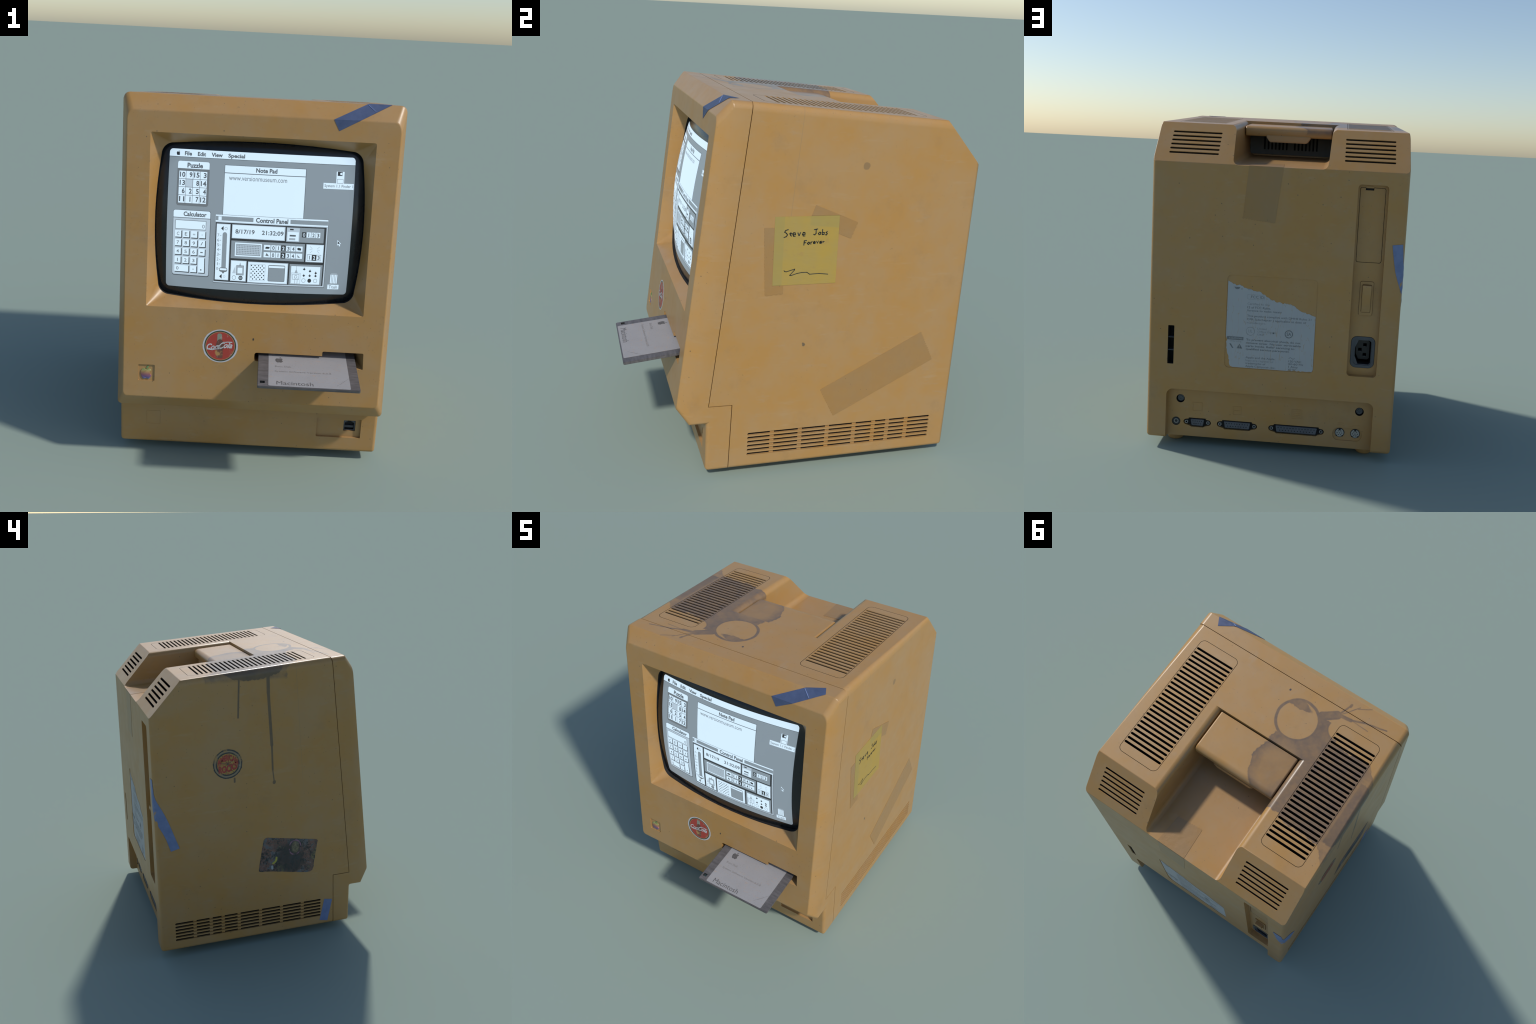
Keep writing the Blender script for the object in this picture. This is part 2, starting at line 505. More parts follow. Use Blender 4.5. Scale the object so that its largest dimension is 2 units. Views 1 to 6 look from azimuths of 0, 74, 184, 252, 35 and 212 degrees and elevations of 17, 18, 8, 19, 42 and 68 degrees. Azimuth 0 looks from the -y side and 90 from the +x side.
def mesh_object(name, bm, mats, parent=None, smooth=40.0, weighted=False):
    me = bpy.data.meshes.new(name)
    bmesh.ops.recalc_face_normals(bm, faces=bm.faces)
    bm.to_mesh(me)
    bm.free()
    for k in mats:
        me.materials.append(MAT[k])
    o = link(bpy.data.objects.new(name, me), parent)
    shade(o, smooth, weighted)
    return o


def shade(o, angle, weighted=False):
    me = o.data
    if angle <= 0:
        return
    bm = bmesh.new()
    bm.from_mesh(me)
    lim = math.radians(angle)
    for f in bm.faces:
        f.smooth = True
    for e in bm.edges:
        e.smooth = len(e.link_faces) == 2 and e.calc_face_angle(0.0) < lim and e.link_faces[0].material_index == e.link_faces[1].material_index
    bm.to_mesh(me)
    bm.free()
    if weighted:
        w = o.modifiers.new("w", "WEIGHTED_NORMAL")
        w.keep_sharp, w.weight = True, 50
        bake(o)


def bake(o):
    """Apply all modifiers through the evaluated mesh."""
    dg = bpy.context.evaluated_depsgraph_get()
    dg.update()
    me = bpy.data.meshes.new_from_object(o.evaluated_get(dg), preserve_all_data_layers=True, depsgraph=dg)
    old = o.data
    o.modifiers.clear()
    o.data = me
    me.name = o.name
    bpy.data.meshes.remove(old)


def carve(o, bm_cut, op="DIFFERENCE"):
    bmesh.ops.recalc_face_normals(bm_cut, faces=bm_cut.faces)
    me = bpy.data.meshes.new("cutter")
    bm_cut.to_mesh(me)
    bm_cut.free()
    for mt in o.data.materials:
        me.materials.append(mt)
    c = link(bpy.data.objects.new("cutter", me), None)
    b = o.modifiers.new("b", "BOOLEAN")
    b.operation, b.object = op, c
    b.solver = "MANIFOLD"
    bake(o)
    bpy.data.objects.remove(c)
    bpy.data.meshes.remove(me)


class Frame:
    """A flat working plane: u to the right, v up, n outwards."""

    def __init__(self, o, u, v):
        self.o, self.u, self.v = V3(o), V3(u).normalized(), V3(v).normalized()
        self.n = self.u.cross(self.v).normalized()

    def at(self, a, b, c=0.0):
        return self.o + self.u * a + self.v * b + self.n * c


FRONT = Frame((0, -0.482, 1.815), (1, 0, 0), (0, FRONT_LEAN, 1))          # (x, h), h = 0 at the top of the screen opening
LID = Frame((0, -0.405, 2.0015), (1, 0, 0), (0, 1, -TOP_SLOPE))
BACK = Frame((0, REAR_Y, 0), (-1, 0, 0), (0, 0, 1))                        # u = -x
RIGHT = Frame((HALF_W, 0, 0), (0, 1, 0), (0, 0, 1))
LEFT = Frame((-HALF_W, 0, 0), (0, -1, 0), (0, 0, 1))                       # u = -y
BASE = Frame((0, -0.488, 0), (1, 0, 0), (0, 0, 1))
RAMP = Frame((0, 0.898, 1.695), (-1, 0, 0), (0, -0.201, 0.223))            # sloped rear shoulder
PORTS = Frame((0, 0.843, 0), (-1, 0, 0), (0, 0, 1))


def fh(z):
    return (z - 1.815) * math.sqrt(1 + FRONT_LEAN ** 2)


def lid_v(y):
    return (y + 0.405) * math.sqrt(1 + TOP_SLOPE ** 2)


def rrect(x0, x1, y0, y1, r, n=5):
    out = []
    for cx, cy, a0 in ((x1 - r, y1 - r, 0), (x0 + r, y1 - r, 90), (x0 + r, y0 + r, 180), (x1 - r, y0 + r, 270)):
        for i in range(n + 1):
            a = math.radians(a0 + 90 * i / n)
            out.append((cx + r * math.cos(a), cy + r * math.sin(a)))
    return out


def circle(cx, cy, r, n=24, ry=None):
    return [(cx + r * math.cos(math.tau * i / n), cy + (ry or r) * math.sin(math.tau * i / n)) for i in range(n)]


def prism(bm, pts, fr, a, b, wall=0, end=None, top=None, lip=None):
    """Closed prism over a 2D outline on a frame, from height a to height b (along n).
    With lip, the wall below that height takes the end material (slot walls blackened to show the unlit depth)."""
    levels = [a, b] if lip is None else [a, lip, b]
    rows = [[bm.verts.new(fr.at(x, y, c)) for x, y in pts] for c in levels]
    n = len(pts)
    for k in range(len(rows) - 1):
        lo, hi = rows[k], rows[k + 1]
        for i in range(n):
            f = bm.faces.new((lo[i], lo[(i + 1) % n], hi[(i + 1) % n], hi[i]))
            f.material_index = end if (lip is not None and k == 0) else wall
    f = bm.faces.new(rows[0][::-1])
    f.material_index = wall if end is None else end
    f = bm.faces.new(rows[-1])
    f.material_index = wall if top is None else top


def loft(bm, loops, mats=None, cap=True):
    rows = [[bm.verts.new(p) for p in lp] for lp in loops]
    n = len(rows[0])
    for k in range(len(rows) - 1):
        for i in range(n):
            f = bm.faces.new((rows[k][i], rows[k][(i + 1) % n], rows[k + 1][(i + 1) % n], rows[k + 1][i]))
            f.material_index = mats[k] if mats else 0
    if cap:
        bm.faces.new(rows[0][::-1])
        f = bm.faces.new(rows[-1])
        f.material_index = mats[-1] if mats else 0
    return rows


def side_prism(bm, prof, w):
    """Extrude a (y, z) profile across the width."""
    a = [bm.verts.new((-w, y, z)) for y, z in prof]
    b = [bm.verts.new((w, y, z)) for y, z in prof]
    n = len(prof)
    for i in range(n):
        bm.faces.new((a[i], b[i], b[(i + 1) % n], a[(i + 1) % n]))
    bm.faces.new(a)
    bm.faces.new(b[::-1])
    bmesh.ops.recalc_face_normals(bm, faces=bm.faces)


def round_edges(bm, test, r, seg, clamp=True):
    es = [e for e in bm.edges if test(e.verts[0].co, e.verts[1].co, e)]
    bmesh.ops.bevel(bm, geom=es, offset=r, segments=seg, profile=0.5, affect="EDGES", clamp_overlap=clamp)


def slice_off(bm, co, no):
    g = list(bm.verts) + list(bm.edges) + list(bm.faces)
    r = bmesh.ops.bisect_plane(bm, geom=g, plane_co=co, plane_no=no, clear_outer=True, dist=2e-5)
    es = [e for e in r["geom_cut"] if isinstance(e, bmesh.types.BMEdge)]
    bmesh.ops.contextual_create(bm, geom=es)
    bmesh.ops.recalc_face_normals(bm, faces=bm.faces)


def block(bm, x0, x1, y0, y1, z0, z1, r=0.0, seg=2, mi=0):
    vs = [bm.verts.new((x, y, z)) for x in (x0, x1) for y in (y0, y1) for z in (z0, z1)]
    fs = [bm.faces.new([vs[i] for i in q]) for q in ((0, 1, 3, 2), (4, 6, 7, 5), (0, 4, 5, 1), (2, 3, 7, 6), (0, 2, 6, 4), (1, 5, 7, 3))]
    for f in fs:
        f.material_index = mi
    if r:
        es = list({e for f in fs for e in f.edges})
        bmesh.ops.bevel(bm, geom=es, offset=r, segments=seg, profile=0.5, affect="EDGES")


# ------------------------------------------------------------------ flat printed matter
_glyphs = {}


def glyph_mesh(s, bold=0.0, shear=0.0, spacing=1.0):
    key = (s, bold, shear, spacing)
    if key not in _glyphs:
        cu = bpy.data.curves.new("lettering", "FONT")
        cu.body, cu.size, cu.offset, cu.shear, cu.space_character = s, 1.0, bold, shear, spacing
        cu.resolution_u, cu.fill_mode, cu.dimensions = 3, "BOTH", "2D"
        o = link(bpy.data.objects.new("lettering", cu), None)
        dg = bpy.context.evaluated_depsgraph_get()
        dg.update()
        me = bpy.data.meshes.new_from_object(o.evaluated_get(dg))
        vs = [(v.co.x, v.co.y) for v in me.vertices]
        fs = [tuple(p.vertices) for p in me.polygons]
        bpy.data.objects.remove(o)
        bpy.data.curves.remove(cu)
        bpy.data.meshes.remove(me)
        _glyphs[key] = (vs, fs)
    return _glyphs[key]


class Sheet:
    """Collects thin printed pieces; put(u, v, layer) places them on any surface."""

    def __init__(self, put, mats):
        self.put, self.keys = put, mats
        self.v, self.f, self.m = [], [], []

    def mesh(self, vs, fs, mat, layer):
        b = len(self.v)
        self.v += [self.put(x, y, layer) for x, y in vs]
        self.f += [tuple(b + i for i in f) for f in fs]
        self.m += [self.keys.index(mat)] * len(fs)

    def rect(self, x0, y0, x1, y1, mat, layer, step=1e9):
        nx, ny = max(1, math.ceil(abs(x1 - x0) / step)), max(1, math.ceil(abs(y1 - y0) / step))
        vs = [(x0 + (x1 - x0) * i / nx, y0 + (y1 - y0) * j / ny) for j in range(ny + 1) for i in range(nx + 1)]
        fs = [(j * (nx + 1) + i, j * (nx + 1) + i + 1, (j + 1) * (nx + 1) + i + 1, (j + 1) * (nx + 1) + i) for j in range(ny) for i in range(nx)]
        self.mesh(vs, fs, mat, layer)

    def poly(self, pts, mat, layer):
        self.mesh(pts, [tuple(range(len(pts)))], mat, layer)

    def rbox(self, x0, x1, y0, y1, r, mat, layer, step=12):
        """Rounded box that follows the curved surface."""
        self.rect(x0, y0 + r, x1, y1 - r, mat, layer, step)
        self.rect(x0 + r, y0, x1 - r, y0 + r, mat, layer, step)
        self.rect(x0 + r, y1 - r, x1 - r, y1, mat, layer, step)
        for cx, cy, a0 in ((x0 + r, y0 + r, 180), (x1 - r, y0 + r, 270), (x1 - r, y1 - r, 0), (x0 + r, y1 - r, 90)):
            self.poly([(cx, cy)] + [(cx + r * math.cos(math.radians(a0 + 18 * i)), cy + r * math.sin(math.radians(a0 + 18 * i))) for i in range(6)], mat, layer)

    def frame(self, x0, y0, x1, y1, t, mat, layer, step=1e9):
        self.rect(x0, y0, x1, y0 + t, mat, layer, step)
        self.rect(x0, y1 - t, x1, y1, mat, layer, step)
        self.rect(x0, y0 + t, x0 + t, y1 - t, mat, layer, step)
        self.rect(x1 - t, y0 + t, x1, y1 - t, mat, layer, step)

    def text(self, s, x0, y0, x1, y1, mat, layer, bold=0.0, shear=0.0, warp=None, spacing=1.0):
        """Lettering stretched to fill a box; (x0, y0) is the lower left corner of the ink."""
        vs, fs = glyph_mesh(s, bold, shear, spacing)
        ax, bx = min(v[0] for v in vs), max(v[0] for v in vs)
        ay, by = min(v[1] for v in vs), max(v[1] for v in vs)
        pts = [(x0 + (x - ax) / (bx - ax) * (x1 - x0), y0 + (y - ay) / max(by - ay, 1e-6) * (y1 - y0)) for x, y in vs]
        self.mesh([warp(*p) for p in pts] if warp else pts, fs, mat, layer)

    def stroke(self, pts, w, mat, layer):
        """A pen line of width w through points."""
        for a, b in zip(pts, pts[1:]):
            a, b = Vector(a), Vector(b)
            d = (b - a).normalized() * (w / 2)
            n = Vector((-d.y, d.x))
            e = d * 0.6
            self.mesh([tuple(a - e + n), tuple(a - e - n), tuple(b + e - n), tuple(b + e + n)], [(0, 1, 2, 3)], mat, layer)

    def ring(self, cx, cy, r0, r1, mat, layer, n=24):
        o, i = circle(cx, cy, r1, n), circle(cx, cy, r0, n)
        self.mesh(o + i, [(k, (k + 1) % n, n + (k + 1) % n, n + k) for k in range(n)], mat, layer)

    def build(self, name, parent, flip=False):
        me = bpy.data.meshes.new(name)
        me.from_pydata([tuple(p) for p in self.v], [], [f[::-1] for f in self.f] if flip else self.f)
        for k in self.keys:
            me.materials.append(MAT[k])
        me.polygons.foreach_set("material_index", self.m)
        me.update()
        return link(bpy.data.objects.new(name, me), parent)


def fruit_outline(n=10):
    """Bitten fruit silhouette in a unit box (body) and its leaf, from smooth control points."""
    ctrl = [(0.50, 0.70), (0.40, 0.735), (0.28, 0.765), (0.13, 0.71), (0.035, 0.57), (0.03, 0.40), (0.10, 0.20), (0.20, 0.06), (0.30, 0.0),
            (0.40, 0.02), (0.50, 0.045), (0.60, 0.02), (0.70, 0.0), (0.82, 0.08), (0.90, 0.20), (0.94, 0.27),
            (0.86, 0.335), (0.815, 0.45), (0.85, 0.57), (0.92, 0.645), (0.83, 0.735), (0.70, 0.765), (0.60, 0.735)]
    out, m = [], len(ctrl)
    for i in range(m):
        p0, p1, p2, p3 = (Vector(ctrl[(i + k) % m]) for k in (-1, 0, 1, 2))
        for j in range(3):
            t = j / 3
            out.append(tuple(0.5 * ((2 * p1) + (p2 - p0) * t + (2 * p0 - 5 * p1 + 4 * p2 - p3) * t * t + (3 * p1 - p0 - 3 * p2 + p3) * t ** 3)))
    leaf = [(0.50, 0.775), (0.515, 0.87), (0.58, 0.95), (0.70, 1.0), (0.695, 0.91), (0.64, 0.82), (0.57, 0.78)]
    return out, leaf


def patch(name, parent, mat, pts, put, thick=0.0012, extra=None):
    """A thin sheet (tape, paper) over a 2D outline, with real thickness."""
    bm = bmesh.new()
    lo = [bm.verts.new(put(x, y, 0.0003)) for x, y in pts]
    hi = [bm.verts.new(put(x, y, thick)) for x, y in pts]
    n = len(pts)
    for i in range(n):
        bm.faces.new((lo[i], lo[(i + 1) % n], hi[(i + 1) % n], hi[i]))
    bm.faces.new(lo[::-1])
    bm.faces.new(hi)
    return mesh_object(name, bm, [mat], parent, 0)


def ragged(a, b, teeth, amp, seed=1, rough=0.0):
    """Points from a to b with a saw-tooth or torn edge (b excluded)."""
    rnd = random.Random(seed)
    a, b = Vector(a), Vector(b)
    d = b - a
    nn = Vector((-d.y, d.x)).normalized()
    out = []
    for i in range(teeth * 2):
        k = (amp if i % 2 else 0.0) + rnd.uniform(-rough, rough)
        out.append(tuple(a + d * (i / (teeth * 2)) + nn * (k if i else 0.0)))
    return out


# ------------------------------------------------------------------ the case
def build_front(root):
    bm = bmesh.new()
    prof = [(-0.309, lid_z(-0.309)), (-0.405, 2.0015), (-0.470, 1.922), (-0.6415, 0.415), (-0.577, 0.334),
            (-0.488, 0.334), (-0.488, 0.052), (-0.3665, 0.052), (-0.3565, 0.4345), (-0.4805, 0.4365)]
    side_prism(bm, prof, HALF_W)
    for s in (1, -1):
        a, b = V3((s * 0.692, -0.555, 1.1685)), V3((s * HALF_W, -0.405, 2.0015))
        along = V3((0, -0.577 + 0.405, 0.334 - 2.0015))          # outer line joins two profile corners exactly
        no = (b - a).cross(along)
        if no.x * s < 0:
            no.negate()
        slice_off(bm, b, no)
    big = lambda p: abs(p.x) > 0.68

    def upper(a, b, e):
        if not (big(a) and big(b)) or a.x * b.x < 0:
            return False
        lo, hi = sorted((a, b), key=lambda p: p.z)
        return lo.z > 1.90

    round_edges(bm, upper, 0.034, 6)

    def lower(a, b, e):
        if max(a.z, b.z) > 0.45 or min(a.y, b.y) < -0.66:
            return False
        back = lambda p: p.y > -0.370 or (p.z > 0.43 and p.y > -0.4825)
        if back(a) and back(b):
            return False
        if abs(a.x - b.x) > 0.5:                      # edges across the width
            m = (a + b) / 2
            return (abs(m.z - 0.334) < 0.004 and abs(m.y + 0.488) < 0.004) or (m.z < 0.06 and m.y < -0.48)
        if abs(a.z - 0.334) < 0.01 and abs(b.z - 0.334) < 0.01:
            return True
        if a.y < -0.60 and b.y < -0.60:
            return False
        return (a.z < 0.34 and b.z < 0.34) or min(a.z, b.z) < 0.40
    round_edges(bm, lower, 0.020, 4)

    def crease(a, b, e):
        if len(e.link_faces) != 2 or e.calc_face_angle(0) < math.radians(30):
            return False
        back = lambda p: p.y > -0.370 or (p.y > -0.4805 + (p.z - 0.4365) * 0.1102 - 0.003)
        return not (back(a) and back(b)) and a.z > 0.40 and b.z > 0.40
    round_edges(bm, crease, 0.006, 2)
    o = mesh_object("front_bezel", bm, ["case", "dark", "recess"], root, 0)

    # funnel down to the picture tube
    cut = bmesh.new()
    loft(cut, [[FRONT.at(x, h, 0.03) for x, h in screen_loop(0)], [FRONT.at(x, h, 0.0) for x, h in screen_loop(0)],
               [FRONT.at(x, h, -rim_depth(x, h)) for x, h in screen_loop(1)], [FRONT.at(x, h, -0.145) for x, h in screen_loop(1)]], [0, 0, 1, 1])
    carve(o, cut)
    # drive slot with its finger scoop, emblem well, keyboard jack well
    level = Frame((0, -0.60, 0), (1, 0, 0), (0, 0, 1))
    cut = bmesh.new()
    prism(cut, rrect(0.371, 0.606, 0.617, 0.724, 0.008, 3), level, -0.005, 0.06)
    for v in cut.verts:
        if v.co.y > -0.60:
            v.co.y = -0.515
            v.co.x = min(v.co.x, 0.560)
            v.co.z = 0.646 + (v.co.z - 0.617) * 0.52
    carve(o, cut)
    cut = bmesh.new()
    prism(cut, rrect(0.011, 0.566, fh(0.6435), fh(0.6905), 0.012, 4), FRONT, -0.17, 0.03, 0, 1)
    carve(o, cut)
    cut = bmesh.new()
    prism(cut, rrect(-0.6055, -0.5175, fh(0.5045), fh(0.5935), 0.005, 3), FRONT, -0.0055, 0.02)
    prism(cut, rrect(0.383, 0.635, 0.1415, 0.260, 0.006, 3), BASE, -0.016, 0.03)
    carve(o, cut)
    cut = bmesh.new()
    prism(cut, rrect(0.538, 0.606, 0.177, 0.243, 0.003, 2), BASE, -0.050, 0.0, 0, 1)
    carve(o, cut)
    shade(o, 38, True)
    return o


def screen_loop(k, nc=9, ne=9):
    """Corresponding outlines: 0 = crisp rectangle on the face, 1 = bulging rounded tube opening."""
    hw, hh, hc = (0.5735, 0.4535, -0.4535) if k == 0 else (0.549, 0.427, -0.4535)
    r = 0.010 if k == 0 else 0.062
    bul = 0.0 if k == 0 else 0.024
    pts = []
    for ci, (sx, sy, a0) in enumerate(((1, 1, 0), (-1, 1, 90), (-1, -1, 180), (1, -1, 270))):
        cx, cy = sx * (hw - bul - r), sy * (hh - bul - r)
        for i in range(nc + 1):
            a = math.radians(a0 + 90 * i / nc)
            pts.append((cx + r * math.cos(a), cy + r * math.sin(a)))
        nx = ((-1, 1), (-1, -1), (1, -1), (1, 1))[ci]
        ex, ey = nx[0] * (hw - bul - r), nx[1] * (hh - bul - r)
        a = math.radians(a0 + 90)
        sx0, sy0 = pts[-1]
        ex, ey = ex + r * math.cos(a), ey + r * math.sin(a)
        for i in range(1, ne):
            t = i / ne
            b = bul * (1 - (2 * t - 1) ** 2)
            pts.append((sx0 + (ex - sx0) * t + b * math.cos(a), sy0 + (ey - sy0) * t + b * math.sin(a)))
    return [(x, y + hc) for x, y in pts]


def rim_depth(x, h):
    """How far back the funnel meets the tube: deepest at the corners."""
    q = min(1.0, ((h + 0.4535) / 0.40) ** 2)
    p = min(1.0, (abs(x) / 0.52) ** 2)
    mid = 0.050 if h < -0.4535 else 0.070
    return mid * (1 - p) + (0.072 + 0.014 * q) * p


def tube_depth(x, h):
    """Depth of the bulging tube face behind the bezel plane."""
    y = h + 0.4465
    return 0.027 + 0.10 * x * x + 0.16 * y * y + 0.75 * x * x * y * y


def build_screen(root):
    bm = bmesh.new()
    edge = screen_loop(1)
    rows, n = [], len(edge)
    hc = -0.4535
    ts = [0.04 + 0.92 * (i / 17) for i in range(18)] + [0.975, 0.99, 1.0, 1.02]
    for t in ts:
        ring = []
        for x, h in edge:
            px, ph = x * t, hc + (h - hc) * t
            d = tube_depth(px, ph)
            w = max(0.0, min(1.0, (t - 0.88) / 0.14))
            w = w * w
            ring.append(bm.verts.new(FRONT.at(px, ph, -(d * (1 - w) + max(d + 0.006, rim_depth(x, h) + 0.014) * w))))
        rows.append(ring)
    for a, b in zip(rows, rows[1:]):
        for i in range(n):
            bm.faces.new((a[i], a[(i + 1) % n], b[(i + 1) % n], b[i]))
    bm.faces.new(rows[0])
    tube = mesh_object("picture_tube", bm, ["tube"], root, 60)
    keys = ["ui_white", "ui_grey", "ui_light", "ui_mid", "ui_dark", "ui_ink", "ui_soft"]

    def put(px, py, layer):
        x, h = -0.483 + px / 512 * 0.966, -0.0815 - py / 342 * 0.7295
        return FRONT.at(x, h, -tube_depth(x, h) + 0.0012 + 0.0007 * layer)

    def sheet():
        return Sheet(put, keys)

    W, G, L, M, D, I, S = keys
    st = 12

    def put_text(s, t, x0, y0, x1, y1, mat, layer, bold=0.02, spacing=1.0):
        if t == "1":                                  # a narrow figure keeps its width
            c, w = (x0 + x1) / 2, (x1 - x0) * 0.16
            x0, x1 = c - w, c + w
        s.text(t, x0, y1, x1, y0, mat, layer, bold, 0.0, None, spacing)

    # desktop and menu bar
    s = sheet()
    desk = [(512 - x, y) for x, y in rrect(0, 512, 0, 342, 9, 4)]
    s.rect(0, 9, 512, 333, G, 0, st)
    s.rect(9, 0, 503, 9, G, 0, st)
    s.rect(9, 333, 503, 342, G, 0, st)
    for cx, cy, a0 in ((9, 9, 180), (503, 9, 270), (503, 333, 0), (9, 333, 90)):
        s.poly([(cx, cy)] + [(cx + 9 * math.cos(math.radians(a0 + 15 * i)), cy + 9 * math.sin(math.radians(a0 + 15 * i))) for i in range(7)], G, 0)
    s.build("desktop_image", tube)
    s = sheet()
    s.rect(0, 9, 512, 18, W, 1, st)
    s.rect(9, 0, 503, 9, W, 1, st)
    for cx, cy, a0 in ((9, 9, 180), (503, 9, 270)):
        s.poly([(cx, cy)] + [(cx + 9 * math.cos(math.radians(a0 + 15 * i)), cy + 9 * math.sin(math.radians(a0 + 15 * i))) for i in range(7)], W, 1)
    s.rect(0, 18, 512, 19.2, I, 1, st)
    body, leaf = fruit_outline()
    for shp in (body, leaf):
        s.poly([(19 + x * 10.5, 15.5 - y * 11.5) for x, y in shp], D, 2)
    for t, a, b in (("File", 42, 62), ("Edit", 78, 101), ("View", 116, 147), ("Special", 162, 208)):
        put_text(s, t, a, 5, b, 17.5 if "p" in t else 15, I, 2, 0.035)
    s.build("menu_bar", tube)

    # puzzle
    s = sheet()
    s.rbox(24, 113, 28, 136, 6, M, 1)
    s.rbox(24.7, 112.3, 28.6, 50, 5, W, 2)
    s.rect(24.7, 42, 112.3, 46, W, 2.4, st)
    s.rect(24, 46, 113, 51, M, 2.8, st)
    put_text(s, "Puzzle", 51, 32, 94, 44, I, 3, 0.035)
    grid = ("10", "9", "15", "3", "13", "", "8", "14", "6", "2", "5", "4", "11", "1", "7", "12")
    for k, t in enumerate(grid):
        i, j = k % 4, k // 4
        x0, y0 = 29.5 + i * 19.6, 52 + j * 19.6
        s.rect(x0, y0, x0 + 18.4, y0 + 18.4, L if not t else W, 3)
        if t:
            w = 15 if len(t) == 2 else 8
            put_text(s, t, x0 + 17 - w, y0 + 2.5, x0 + 17, y0 + 15, I, 4, 0.03)
    s.build("puzzle_window", tube)

    # note pad
    s = sheet()
    s.rect(154, 32, 377.5, 152, I, 1, st)
    s.rect(155, 33, 376, 50.3, W, 2, st)
    s.rect(155, 52, 376, 152, W, 2, st)
    put_text(s, "Note Pad", 240, 36, 298, 47, I, 3, 0.035)
    put_text(s, "www.versionmuseum.com", 167, 57, 326, 68, S if False else M, 3, 0.0)
    s.build("note_window", tube)

    # calculator
    s = sheet()
    s.rbox(17, 122, 146, 312, 6, I, 1)
    s.rbox(18, 120.4, 147, 309.5, 5, L, 2)
    s.rbox(18, 120.4, 147, 168, 5, W, 2.5)
    s.rect(18, 165, 120.4, 170, L, 3, st)
    s.rect(17.5, 164.5, 121, 166, I, 3.3, st)
    put_text(s, "Calculator", 46, 150, 110, 161.5, I, 3, 0.035)
    s.rect(24, 171, 110, 193.5, M, 3.5, st)
    s.rect(25.2, 172.2, 108.8, 192.3, W, 4, st)
    put_text(s, "0", 99, 180, 106, 189, M, 5, 0.0)
    keysets = ("CE=*", "789/", "456-", "123", "0 .")
    for j, row in enumerate(keysets):
        for i, t in enumerate(row):
            if t == " ":
                continue
            x0, y0 = 24 + i * 22.4, 197 + j * 22
            w, hgt = 17.5, 16.5
            if t == "0":
                w = 40
            s.rect(x0 + 1, y0 + 1, x0 + w + 2.2, y0 + hgt + 2.2, D, 3.5)
            s.rect(x0, y0, x0 + w, y0 + hgt, W, 4)
            cx = x0 + 8.5
            put_text(s, t, cx - (3.5 if t not in ".*" else 1.4), y0 + (4 if t not in "=-.*" else 7), cx + (3.5 if t not in ".*" else 1.4),
                     y0 + (12.5 if t not in "=-.*" else 10), M, 5, 0.01)
    x0, y0 = 24 + 3 * 22.4, 197 + 3 * 22
    s.rect(x0 + 1, y0 + 1, x0 + 19.2, y0 + 40.5, D, 3.5)
    s.rect(x0, y0, x0 + 17, y0 + 38.5, W, 4)
    s.poly(circle(x0 + 8, y0 + 31, 2.2, 8), M, 5)
    s.build("calculator_window", tube)

    # control panel, drawn in its own 312 x 172 grid
    s = sheet()
    ox, oy = 134.5, 152.0

    def r(a, b, c, d, mat, lay):
        s.rect(ox + a, oy + b, ox + c, oy + d, mat, lay + 2, st)

    def t(txt, a, b, c, d, mat, lay, bold=0.03):
        put_text(s, txt, ox + a, oy + b, ox + c, oy + d, mat, lay + 2, bold)

    r(0, 0, 313, 173, M, 0)
    r(0.8, 0.8, 311.5, 171, L, 0.5)
    r(0.8, 0.8, 311.5, 17.5, W, 1)
    r(1.2, 4.2, 105, 14.6, G, 1.5)
    r(207, 4.2, 311, 14.6, G, 1.5)
    r(8.5, 5, 17.5, 14, W, 2)
    t("Control Panel", 112, 3.5, 201, 15.5, I, 2, 0.035)
    r(1.5, 19.5, 308, 168, D, 1)
    r(4.5, 22.5, 43, 164.5, L, 2)                 # loudness column
    r(5.5, 24, 41.5, 163, W, 2.5)
    s.poly([(ox + x, oy + y) for x, y in ((17, 34), (24, 28), (24, 40))], D, 5)
    s.ring(ox + 31, oy + 34, 3.0, 4.2, S, 5, 12)
    s.poly([(ox + x, oy + y) for x, y in ((17, 155), (24, 149), (24, 161))], D, 5)
    s.ring(ox + 31, oy + 155, 2.4, 3.2, S, 5, 12)
    s.rbox(ox + 22, ox + 34.5, oy + 43, oy + 140, 6, G, 5)
    s.poly([(ox + x, oy + y) for x, y in rrect(16, 39, 132, 143, 5, 4)], M, 5.5)
    s.poly([(ox + x, oy + y) for x, y in ((22, 142), (33, 142), (27.5, 148))], M, 5.3)
    s.poly([(ox + x, oy + y) for x, y in rrect(17.5, 37.5, 134, 139, 2.5, 3)], W, 6)
    for k in range(8):
        y = 135 - k * 12
        t(str(k), 8, y - 3.5, 13, y + 4, M, 3.5, 0.0)
        r(14.5, y, 18.5, y + 1, M, 3.5)
    r(47.5, 22.5, 194.5, 57, L, 2)                # date and clock
    r(49, 24, 192, 55.5, W, 2.5)
    t("8/17/19", 57, 34, 110, 45, I, 3.5, 0.02)
    t("21:32:09", 130, 34, 190, 45, I, 3.5, 0.02)
    r(198, 22.5, 302, 59, G, 2)                   # printer
    r(199, 24, 234, 57.5, L, 2.5)
    r(201, 34, 232, 56, W, 3)
    r(207, 26, 217, 29.5, D, 4)
    r(207, 41, 224, 45, I, 4)
    r(206, 49, 223, 54, S, 4)
    for k in range(4):
        r(241 + k * 13, 33, 252.5 + k * 13, 46, D if k == 0 else W, 4)
        t(str(k), 243.5 + k * 13, 35, 250 + k * 13, 44.5, L if k == 0 else I, 5, 0.025)
    r(47, 62.5, 251, 107, G, 2)                   # keyboard row
    r(58, 67, 132, 101, W, 3)
